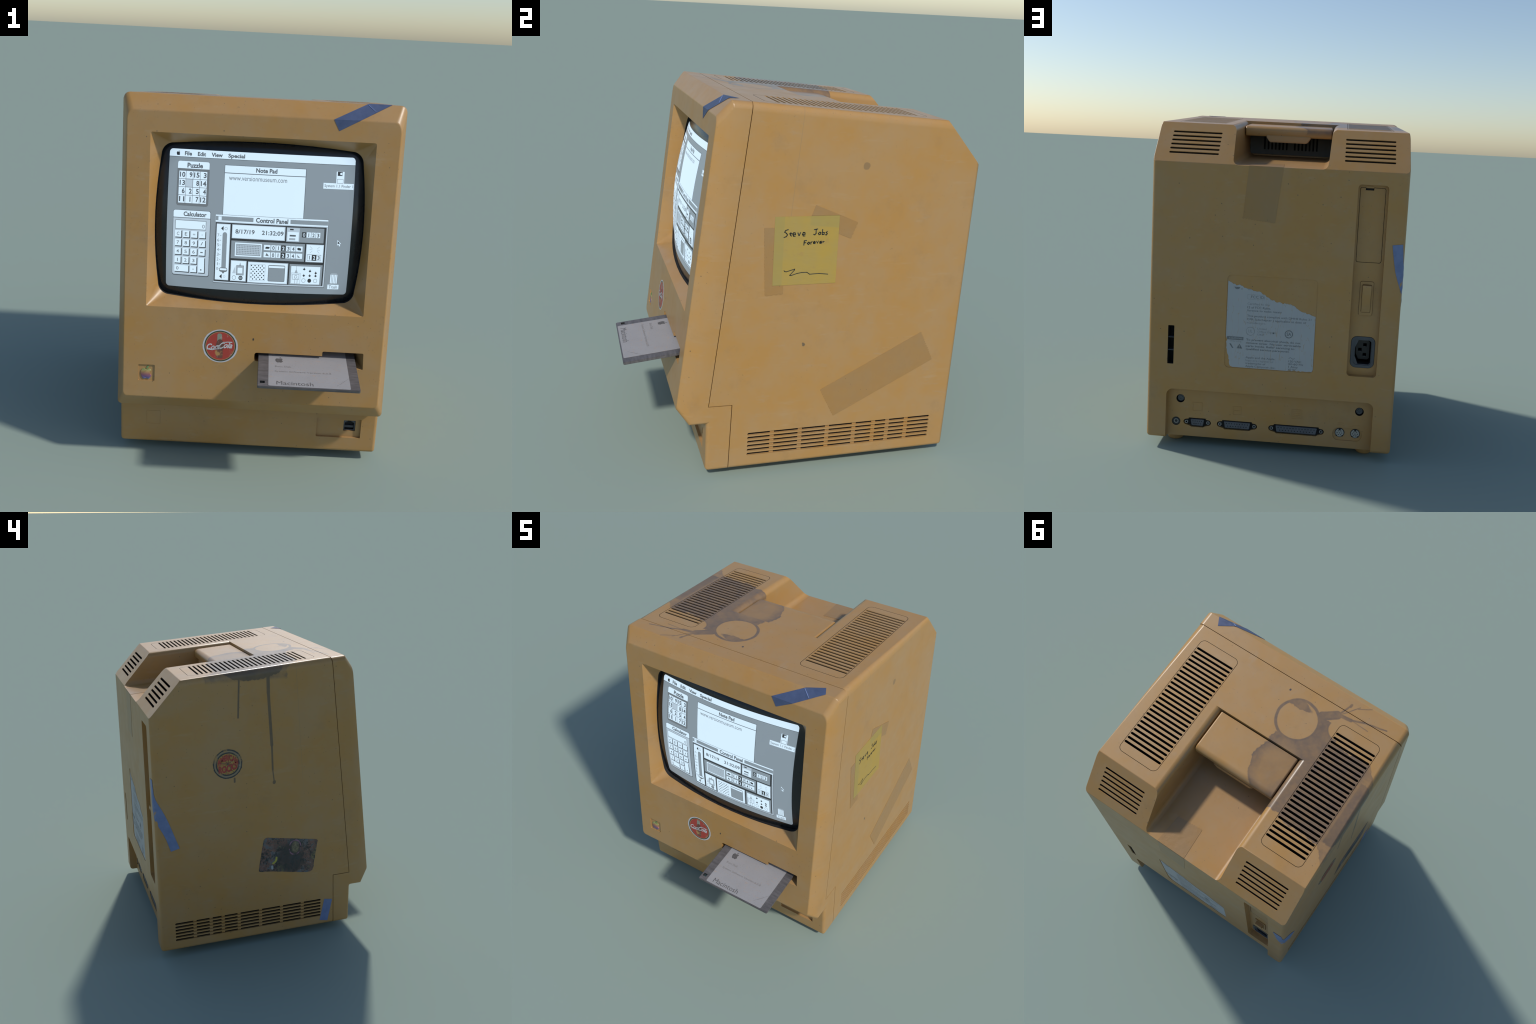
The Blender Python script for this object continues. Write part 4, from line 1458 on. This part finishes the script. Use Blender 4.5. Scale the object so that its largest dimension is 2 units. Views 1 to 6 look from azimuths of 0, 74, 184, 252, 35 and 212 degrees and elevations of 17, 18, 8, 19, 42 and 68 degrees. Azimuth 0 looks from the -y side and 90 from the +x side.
def build_front_details(root):
    body, leaf = fruit_outline()
    # raised six-colour emblem in its well
    bm = bmesh.new()
    sx, sz = 0.064, 0.075
    for shp in (body, leaf):
        loops = []
        cx = sum(p[0] for p in shp) / len(shp)
        cy = sum(p[1] for p in shp) / len(shp)
        for k, d in ((1.0, -0.0065), (1.0, -0.0025), (0.93, -0.0005)):
            loops.append([FRONT.at(-0.595 + (cx + (x - cx) * k) * sx, fh(0.513) + (cy + (y - cy) * k) * sz, d) for x, y in shp])
        loft(bm, loops)
    mesh_object("fruit_emblem", bm, ["rainbow"], root, 45)
    # round drinks sticker
    bm = bmesh.new()
    rnd = random.Random(3)
    pts = [(x + rnd.uniform(-0.0012, 0.0012), y) for x, y in circle(-0.173, fh(0.7165), 0.094, 64, 0.0905)]
    st = patch("round_sticker", root, "cola", pts, FRONT.at, 0.0014)
    s = Sheet(FRONT.at, ["white_ink"])
    h0 = fh(0.7165)
    bend = lambda x, y: (x, y + 0.004 * math.sin((x + 0.173) * 45) + (x + 0.173) * 0.06)
    s.text("Coca", -0.245, h0 - 0.016, -0.172, h0 + 0.018, "white_ink", 0.0022, 0.03, 0.45, bend)
    s.text("Cola", -0.181, h0 - 0.016, -0.108, h0 + 0.018, "white_ink", 0.0022, 0.03, 0.45, bend)
    s.stroke([(-0.243, h0 - 0.019), (-0.215, h0 - 0.022), (-0.185, h0 - 0.014)], 0.005, "white_ink", 0.0022)
    s.stroke([(-0.160, h0 + 0.020), (-0.135, h0 + 0.024), (-0.112, h0 + 0.024)], 0.005, "white_ink", 0.0022)
    s.build("sticker_lettering", st)
    # keyboard jack: grey cup with a stepped opening
    bm = bmesh.new()
    out, inn = rrect(0.5385, 0.6055, 0.1775, 0.2425, 0.002, 2), None
    hole = [(0.5455, 0.183), (0.5985, 0.183), (0.5985, 0.226), (0.590, 0.226), (0.590, 0.232), (0.582, 0.232), (0.582, 0.238),
            (0.562, 0.238), (0.562, 0.232), (0.554, 0.232), (0.554, 0.226), (0.5455, 0.226)]
    prism(bm, out, BASE, -0.048, -0.026)
    jk = mesh_object("keyboard_jack", bm, ["slate", "dark"], root, 0)
    cut = bmesh.new()
    prism(cut, hole, BASE, -0.046, 0.0, 1, 1)
    carve(jk, cut)
    bm = bmesh.new()
    prism(bm, rrect(0.5475, 0.5965, 0.190, 0.203, 0.001, 1), BASE, -0.045, -0.034)
    mesh_object("contact_block", bm, ["slate"], jk, 0)
    # faint square moulding on the plinth
    bm = bmesh.new()
    for pts in (rrect(-0.580, -0.500, 0.2485, 0.2505, 0.0008, 1), rrect(-0.580, -0.500, 0.1675, 0.1695, 0.0008, 1),
                rrect(-0.580, -0.578, 0.1695, 0.2485, 0.0008, 1), rrect(-0.502, -0.500, 0.1695, 0.2485, 0.0008, 1)):
        prism(bm, pts, BASE, -0.001, 0.0012)
    mesh_object("moulded_symbol", bm, ["case"], root, 0)
    # pin hole in the finger scoop
    bm = bmesh.new()
    fr = Frame((0.6065, -0.613, 0.664), (0, 1, 0), (0, 0, 1))
    slope = Frame((0.5875, -0.575, 0.6585), (-0.046, 0.085, 0), (0, 0, 1))
    prism(bm, circle(0, 0, 0.0045, 12), slope, -0.002, 0.0022)
    mesh_object("eject_pin_hole", bm, ["dark"], root, 0)


def build_disk():
    """3.5-inch disk half way into the drive."""
    bm = bmesh.new()
    fr = Frame((0, -0.895, 0.6388), (1, 0, 0), (0, 1, 0.118))          # pushed in square to the leaning face
    prism(bm, rrect(0.032, 0.549, 0.0, 0.44, 0.008, 3), fr, -0.0148, 0.0)
    bmesh.ops.bevel(bm, geom=[e for e in bm.edges if abs((e.verts[0].co - e.verts[1].co).dot(fr.n)) < 1e-5], offset=0.002, segments=2, affect="EDGES")
    d = mesh_object("floppy_disk", bm, ["disk", "dark"], None, 0)
    cut = bmesh.new()
    prism(cut, rrect(0.0445, 0.0695, 0.028, 0.049, 0.002, 2), fr, -0.03, 0.02, 1, 1)
    carve(d, cut)
    shade(d, 35, True)
    d["label"] = "grey floppy disk with a pale paper label, half inserted"
    d["category"] = "floppy disk"
    top = lambda x, y, k: fr.at(x, y, 0.0002 + k)
    lab = patch("paper_label", d, "disk_label", rrect(0.087, 0.5005, 0.0065, 0.41, 0.008, 3), top, 0.0010)
    s = Sheet(top, ["disk_ink", "disk_ink_soft"])
    body, leaf = fruit_outline()
    for shp in (body, leaf):
        s.poly([(0.122 + x * 0.044, 0.229 + y * 0.054) for x, y in shp], "disk_ink", 0.0014)
    s.text("Macintosh", 0.128, 0.019, 0.314, 0.052, "disk_ink", 0.0014)
    s.text("System Software Version 6.0.8", 0.120, 0.133, 0.411, 0.151, "disk_ink_soft", 0.0014)
    s.text("Boot Disk", 0.121, 0.183, 0.206, 0.198, "disk_ink_soft", 0.0014)
    for a, b in (((0.432, 0.032), (0.499, 0.107)), ((0.448, 0.046), (0.478, 0.082)), ((0.420, 0.090), (0.424, 0.094))):
        s.stroke([a, b], 0.0012, "disk_ink_soft", 0.0013)
    s.build("label_print", lab)
    return d


def build_stuck_things(root):
    side = lambda y, z, k: V3((HALF_W + k, y * 0.9975 - 0.0029, z * 0.9975 + 0.0061))
    left = lambda y, z, k: V3((-HALF_W - k, y * 0.9981 + 0.0031, z * 0.9981 + 0.0056))
    back = lambda x, z, k: V3((x, REAR_Y + k, z))
    # long packing tape on the right wall
    a, b, c, d = (0.131, 0.481), (0.682, 0.779), (0.768, 0.608), (0.218, 0.314)
    patch("packing_tape", root, "tape", [a] + [b] + ragged(b, c, 13, 0.006, 4, 0.001)[1:] + [c, d] + ragged(d, a, 13, 0.006, 5, 0.001)[1:], side, 0.0012)
    # note with two strips of tape
    note = patch("sticky_note", root, "note", [(-0.174, 1.447), (0.160, 1.447), (0.164, 1.090), (-0.170, 1.089)], side, 0.0016)
    pts = [(-0.226, 1.392)] + [(-0.175, 1.394)] + [(-0.175, 1.394), (-0.1695, 1.0885), (-0.113, 1.088), (-0.112, 1.042), (-0.206, 1.038)][1:]
    patch("tape_strip", root, "tape", [(-0.226, 1.392), (-0.1750, 1.392), (-0.1715, 1.0875), (-0.113, 1.0885), (-0.112, 1.044)] +
          ragged((-0.112, 1.044), (-0.206, 1.038), 4, 0.004, 8, 0.001)[1:] + [(-0.206, 1.038)] + ragged((-0.206, 1.038), (-0.226, 1.392), 22, 0.002, 9, 0.001)[1:], side, 0.0014)
    patch("tape_strip", root, "tape", [(0.032, 1.502)] + [(0.258, 1.410)] + ragged((0.258, 1.410), (0.227, 1.325), 5, 0.004, 3, 0.001)[1:] +
          [(0.227, 1.325), (0.1618, 1.352), (0.1605, 1.4485), (0.013, 1.4485)], side, 0.0014)
    s = Sheet(side, ["ink"])
    pen = lambda pts, w=0.0052: s.stroke(pts, w, "ink", 0.0022)
    pen([(-0.104, 1.381), (-0.117, 1.377), (-0.122, 1.368), (-0.112, 1.362), (-0.107, 1.354), (-0.113, 1.345), (-0.124, 1.341)])           # S
    pen([(-0.090, 1.366), (-0.091, 1.352), (-0.086, 1.347)]); pen([(-0.098, 1.359), (-0.082, 1.360)])                                    # t
    for x in (-0.072, -0.022):
        pen([(x - 0.006, 1.353), (x + 0.006, 1.355), (x + 0.004, 1.363), (x - 0.004, 1.364), (x - 0.007, 1.355), (x - 0.003, 1.346), (x + 0.006, 1.346)])  # e
    pen([(-0.054, 1.363), (-0.047, 1.348), (-0.040, 1.364)])                                                                         # v
    pen([(0.030, 1.377), (0.048, 1.380)]); pen([(0.040, 1.379), (0.041, 1.358), (0.035, 1.350), (0.028, 1.353)])                          # J
    pen([(0.060, 1.363), (0.053, 1.357), (0.057, 1.350), (0.065, 1.353), (0.066, 1.361), (0.060, 1.363)])                                 # o
    pen([(0.074, 1.377), (0.074, 1.350), (0.083, 1.351), (0.084, 1.360), (0.075, 1.362)])                                               # b
    pen([(0.100, 1.365), (0.093, 1.361), (0.100, 1.354), (0.096, 1.348), (0.090, 1.349)])                                               # s
    pen([(-0.018, 1.320), (-0.019, 1.298)]); pen([(-0.019, 1.320), (-0.006, 1.322)]); pen([(-0.019, 1.310), (-0.009, 1.311)])                # F
    pen([(0.005, 1.313), (-0.001, 1.307), (0.004, 1.301), (0.010, 1.305), (0.009, 1.312), (0.005, 1.313)])                                # o
    pen([(0.017, 1.313), (0.017, 1.302)]); pen([(0.017, 1.311), (0.024, 1.315)])                                                       # r
    for x in (0.035, 0.068):
        pen([(x - 0.004, 1.308), (x + 0.005, 1.310), (x + 0.002, 1.316), (x - 0.004, 1.313), (x - 0.003, 1.305), (x + 0.005, 1.305)])     # e
    pen([(0.046, 1.317), (0.052, 1.306), (0.056, 1.318)], 0.004)                                                                     # v
    pen([(0.080, 1.315), (0.081, 1.308)]); pen([(0.081, 1.313), (0.088, 1.314)], 0.004)                                                # r
    pen([(-0.114, 1.168), (-0.110, 1.163), (-0.102, 1.161), (-0.058, 1.174), (-0.060, 1.168), (-0.083, 1.141), (-0.076, 1.140), (-0.045, 1.150),
         (-0.020, 1.154), (0.007, 1.154), (0.014, 1.149), (0.022, 1.143), (0.072, 1.145), (0.120, 1.139)], 0.0042)
    s.build("handwriting", note)

    # round slice sticker and snapshot on the left wall
    rnd = random.Random(11)
    pts = [(0.403 + (0.0985 + rnd.uniform(-0.002, 0.002)) * math.cos(math.tau * i / 72), 1.351 + (0.1 + rnd.uniform(-0.002, 0.002)) * math.sin(math.tau * i / 72)) for i in range(72)]
    st = patch("round_sticker", root, "pizza", pts, left, 0.0014)
    s = Sheet(lambda u, v, k: left(0.403 - u, 1.351 + v, k), ["red_ink", "white_ink", "ink"])
    arc = lambda r0, top: (lambda u, v: (math.sin(u / r0) * (r0 + v), (math.cos(u / r0) * (r0 + v)) if top else 0))
    s.text("AMERICAN", -0.088, -0.018, 0.088, 0.024, "red_ink", 0.0022, 0.05, 0.0, lambda u, v: (u * 0.80, v + 0.040 - u * u * 4.6))
    s.text("ROCKS", -0.066, -0.026, 0.066, 0.024, "red_ink", 0.0022, 0.05, 0.0, lambda u, v: (u * 0.95, v - 0.030 + u * 0.18 + u * u * 2.0))
    s.poly([(0.008, -0.06), (0.026, -0.055), (0.046, -0.062), (0.040, -0.082), (0.027, -0.098), (0.018, -0.088)], "red_ink", -0.001)
    s.build("sticker_lettering", st)
    quad = [(0.143, 0.795), (-0.222, 0.731), (-0.235, 0.722), (-0.228, 0.690), (-0.206, 0.535), (-0.209, 0.527), (-0.196, 0.500), (-0.180, 0.490), (-0.150, 0.489),
            (0.10, 0.535), (0.15, 0.541), (0.19, 0.546), (0.199, 0.552), (0.197, 0.566), (0.165, 0.765), (0.157, 0.785)]
    out = []
    for i, p in enumerate(quad):
        q = quad[(i + 1) % len(quad)]
        k = max(1, int((Vector(p) - Vector(q)).length / 0.014))
        out += [(p[0] + (q[0] - p[0]) * j / k + rnd.uniform(-0.0012, 0.0012), p[1] + (q[1] - p[1]) * j / k + rnd.uniform(-0.0012, 0.0012)) for j in range(k)]
    patch("photo_sticker", root, "photo", out, left, 0.0013)

    # blue masking tape: short piece low on the left wall
    patch("masking_tape", root, "blue", [(-0.294, 0.252), (-0.355, 0.241), (-0.322, 0.074), (-0.261, 0.086)], left, 0.0016)
    # over the front edge: face, top bevel, lid
    n_f, n_c, n_t = FRONT.n, V3((0, -0.078, 0.065)).normalized(), LID.n
    P = [((0.379, 1.866), n_f), ((0.349, 1.921), n_f), ((0.482, 1.923), n_f)]
    v = [V3((0.379, -0.476, 1.866)) + n_f * 0.0015, V3((0.349, -0.470, 1.9215)) + (n_f + n_c).normalized() * 0.0017, V3((0.483, -0.470, 1.9225)) + (n_f + n_c).normalized() * 0.0017,
         V3((0.524, -0.405, 2.0015)) + (n_c + n_t).normalized() * 0.0017, V3((0.645, -0.405, 2.0015)) + (n_c + n_t).normalized() * 0.0017, V3((0.615, -0.349, lid_z(-0.349))) + n_t * 0.0016]
    bm = bmesh.new()
    bv = [bm.verts.new(p) for p in v]
    bm.faces.new((bv[0], bv[2], bv[1]))
    bm.faces.new((bv[1], bv[2], bv[4], bv[3]))
    bm.faces.new((bv[3], bv[4], bv[5]))
    bmesh.ops.solidify(bm, geom=list(bm.faces), thickness=0.0013)
    o = mesh_object("masking_tape", bm, ["blue"], root, 0)
    bm = bmesh.new()                                # a raised wrinkle across it
    a, b = V3((0.520, -0.4085, 1.9975)), V3((0.5605, -0.4345, 1.9655))
    loops = []
    for k in range(7):
        t = k / 6
        p = a.lerp(b, t) + n_c * 0.0012
        r = 0.0022 * (0.35 + math.sin(math.pi * (0.15 + 0.7 * t)))
        e1 = (b - a).cross(n_c).normalized()
        loops.append([p + e1 * r * math.cos(q) + n_c * r * math.sin(q) for q in (i * math.tau / 8 for i in range(8))])
    loft(bm, loops)
    mesh_object("tape_wrinkle", bm, ["blue"], o, 60)

    # round the rear left corner
    r_c = 0.022
    L = r_c * math.pi / 2

    def corner(sv, z, k):
        if sv < -L / 2:
            return V3((-HALF_W + r_c + (-sv - L / 2), REAR_Y + k, z))
        if sv > L / 2:
            return V3((-HALF_W - k, REAR_Y - r_c - (sv - L / 2), z))
        a = math.pi / 2 + (sv + L / 2) / L * math.pi / 2
        return V3((-HALF_W + r_c + (r_c + k) * math.cos(a), REAR_Y - r_c + (r_c + k) * math.sin(a), z))

    lefts = [(-0.068, 1.292), (-0.060, 1.240), (-0.051, 1.187), (-0.042, 1.140), (-0.026, 1.090), (-0.004, 1.030), (0.022, 0.975), (0.045, 0.930), (0.064, 0.885), (0.078, 0.840), (0.091, 0.797)]
    rights = [(-0.010, 1.299), (-0.005, 1.250), (0.0, 1.200), (0.008, 1.170), (0.026, 1.130), (0.044, 1.095), (0.062, 1.057), (0.085, 1.000), (0.106, 0.940), (0.128, 0.875), (0.150, 0.812)]
    bm = bmesh.new()
    rows = []
    for (a, za), (b, zb) in zip(lefts, rights):
        rows.append([bm.verts.new(corner(a + (b - a) * i / 24, za + (zb - za) * i / 24, 0.0026)) for i in range(25)])
    for p, q in zip(rows, rows[1:]):
        for i in range(24):
            bm.faces.new((p[i], p[i + 1], q[i + 1], q[i]))
    bmesh.ops.recalc_face_normals(bm, faces=bm.faces)
    bmesh.ops.solidify(bm, geom=list(bm.faces), thickness=0.0013)
    mesh_object("masking_tape", bm, ["blue"], root, 40)

    # clear tape over the rear edge of the well
    floor = lambda x, y, k: V3((x, y, floor_z(y) + k))
    tp = patch("packing_tape", root, "tape", [(0.176, 1.690), (0.198, 1.410)] + ragged((0.203, 1.398), (0.014, 1.379), 12, 0.004, 6, 0.0015) + [(0.014, 1.379), (-0.019, 1.690)], back, 0.0012)
    patch("packing_tape_end", tp, "tape", [(-0.019, 0.898)] + [(0.176, 0.898), (0.160, 0.715)] + ragged((0.160, 0.715), (-0.008, 0.702), 11, 0.005, 12, 0.001)[1:] + [(-0.008, 0.702)], floor, 0.0014)


def build_rear_label(root):
    rnd = random.Random(5)
    edge = [(-0.268, 1.030), (-0.238, 1.012), (-0.200, 1.008), (-0.165, 0.995), (-0.120, 0.985), (-0.075, 0.972), (-0.030, 0.945), (0.012, 0.925), (0.055, 0.915), (0.09, 0.916),
            (0.125, 0.900), (0.160, 0.880), (0.195, 0.868), (0.245, 0.852)]
    pts = []
    for p, q in zip(edge, edge[1:]):
        for j in range(4):
            t = j / 4
            pts.append((p[0] + (q[0] - p[0]) * t, p[1] + (q[1] - p[1]) * t + rnd.uniform(-0.0045, 0.0045)))
    pts += [(0.246, 0.851), (0.247, 0.535), (0.240, 0.521)]
    for i in range(13):
        pts.append((0.228 - i * 0.0105, 0.519 + (rnd.uniform(0.0, 0.006))))
    pts += [(0.095, 0.519), (-0.225, 0.520)]
    left = [(-0.238, 0.525), (-0.246, 0.560), (-0.254, 0.590), (-0.262, 0.625), (-0.266, 0.660), (-0.260, 0.700)]
    for p, q in zip(left, left[1:]):
        for j in range(4):
            t = j / 4
            pts.append((p[0] + (q[0] - p[0]) * t + rnd.uniform(-0.003, 0.003), p[1] + (q[1] - p[1]) * t))
    pts += [(-0.269, 0.705)]
    put = lambda u, z, k: BACK.at(u, z, -0.0035 + k)
    lab = patch("torn_label", root, "label", pts, put, 0.0012)
    s = Sheet(put, ["label_ink", "label_ink_soft", "label"])
    K = 0.0017
    P0, P1 = "label_ink", "label_ink_soft"

    def line(txt, u0, u1, z, mat, hgt=0.013, bold=0.0):
        desc = any(c in txt for c in "gjpqy,")
        s.text(txt, u0, z - (0.0035 if desc else 0.0), u1, z + hgt, mat, K, bold)

    s.poly([(-0.232, 0.998), (-0.196, 0.996), (-0.204, 0.986), (-0.212, 0.984), (-0.222, 0.985)], P0, K)
    s.poly(circle(-0.187, 0.987, 0.003, 8), P0, K)
    s.poly([(-0.15, 0.990), (-0.128, 0.984), (-0.15, 0.983)], P1, K)
    s.frame(-0.152, 0.930, -0.055, 0.958, 0.0012, P1, K)
    line("FCC ID:", -0.132, -0.052, 0.937, P0, 0.015)
    line("Certified to the", -0.150, -0.022, 0.897, P1)
    line("15 of FCC Rules,", -0.150, -0.014, 0.877, P0, 0.012)
    line("ference to radio receiv", -0.150, 0.050, 0.858, P0, 0.012)
    line("This product complies with DHHS Rules 21", -0.150, 0.222, 0.826, P0, 0.012)
    line("CFR Subchapter J applicable at date of", -0.150, 0.194, 0.806, P0, 0.012)
    line("manufacture.", -0.150, -0.038, 0.786, P1, 0.011)
    s.ring(-0.127, 0.741, 0.023, 0.026, P1, K)
    line("UL", -0.140, -0.115, 0.732, P1, 0.018)
    line("Listed", -0.087, -0.032, 0.754, P1, 0.011)
    line("Office Equip.", -0.087, 0.024, 0.736, P1, 0.011)
    line("126Z", -0.087, -0.047, 0.719, P1, 0.011)
    s.poly(circle(0.008, 0.738, 0.005, 8), P0, K + 0.0004)
    s.ring(0.097, 0.738, 0.019, 0.024, P0, K)
    line("SA", 0.084, 0.111, 0.729, P0, 0.019, 0.02)
    s.rect(-0.262, 0.684, -0.166, 0.703, P0, K)
    s.text("CAUTION", -0.250, 0.689, -0.178, 0.698, "label", K + 0.0004, 0.02)
    line("Warning", -0.246, -0.177, 0.672, P1, 0.009)
    s.poly([(-0.247, 0.660), (-0.238, 0.660), (-0.222, 0.634), (-0.230, 0.634)], P0, K)
    s.poly([(-0.204, 0.634), (-0.170, 0.634), (-0.187, 0.662)], P0, K)
    s.rect(-0.1885, 0.640, -0.1855, 0.652, "label", K + 0.0004)
    for i, (tx, e) in enumerate((("To prevent electrical shock, do not", 0.168), ("remove cover. No user serviceable", 0.170), ("parts inside. Refer servicing to", 0.134), ("qualified service personnel.", 0.105))):
        line(tx, -0.150, e, 0.684 - i * 0.0185, P0, 0.0115, 0.012)
    for i, (tx, e) in enumerate((("Apple and the Apple", 0.022), ("logo are registered", 0.014), ("trademarks of", -0.030), ("Apple Computer, Inc.", 0.028))):
        line(tx, -0.148, e, 0.578 - i * 0.0175, P0 if i != 1 else P1, 0.0115)
    s.stroke([(0.104, 0.594), (0.112, 0.600), (0.120, 0.597), (0.128, 0.591), (0.138, 0.596)], 0.002, P0, K)
    for i, (tx, e) in enumerate((("120 VAC", 0.178), ("50-60 Hz", 0.190), ("1 Amp", 0.158), ("60 W", 0.148))):
        line(tx, 0.104, e, 0.572 - i * 0.0165, P0, 0.0115, 0.008)
    s.build("label_print", lab)


def main():
    make_materials()
    root = link(bpy.data.objects.new("desktop_computer", None), None)
    root["label"] = "yellowed compact desktop computer with lit screen and stickers"
    root["category"] = "computer"
    build_front(root)
    build_screen(root)
    build_rear(root)
    build_back_fittings(root)
    build_grip(root)
    build_feet(root)
    build_front_details(root)
    build_stuck_things(root)
    build_rear_label(root)
    build_disk()


main()
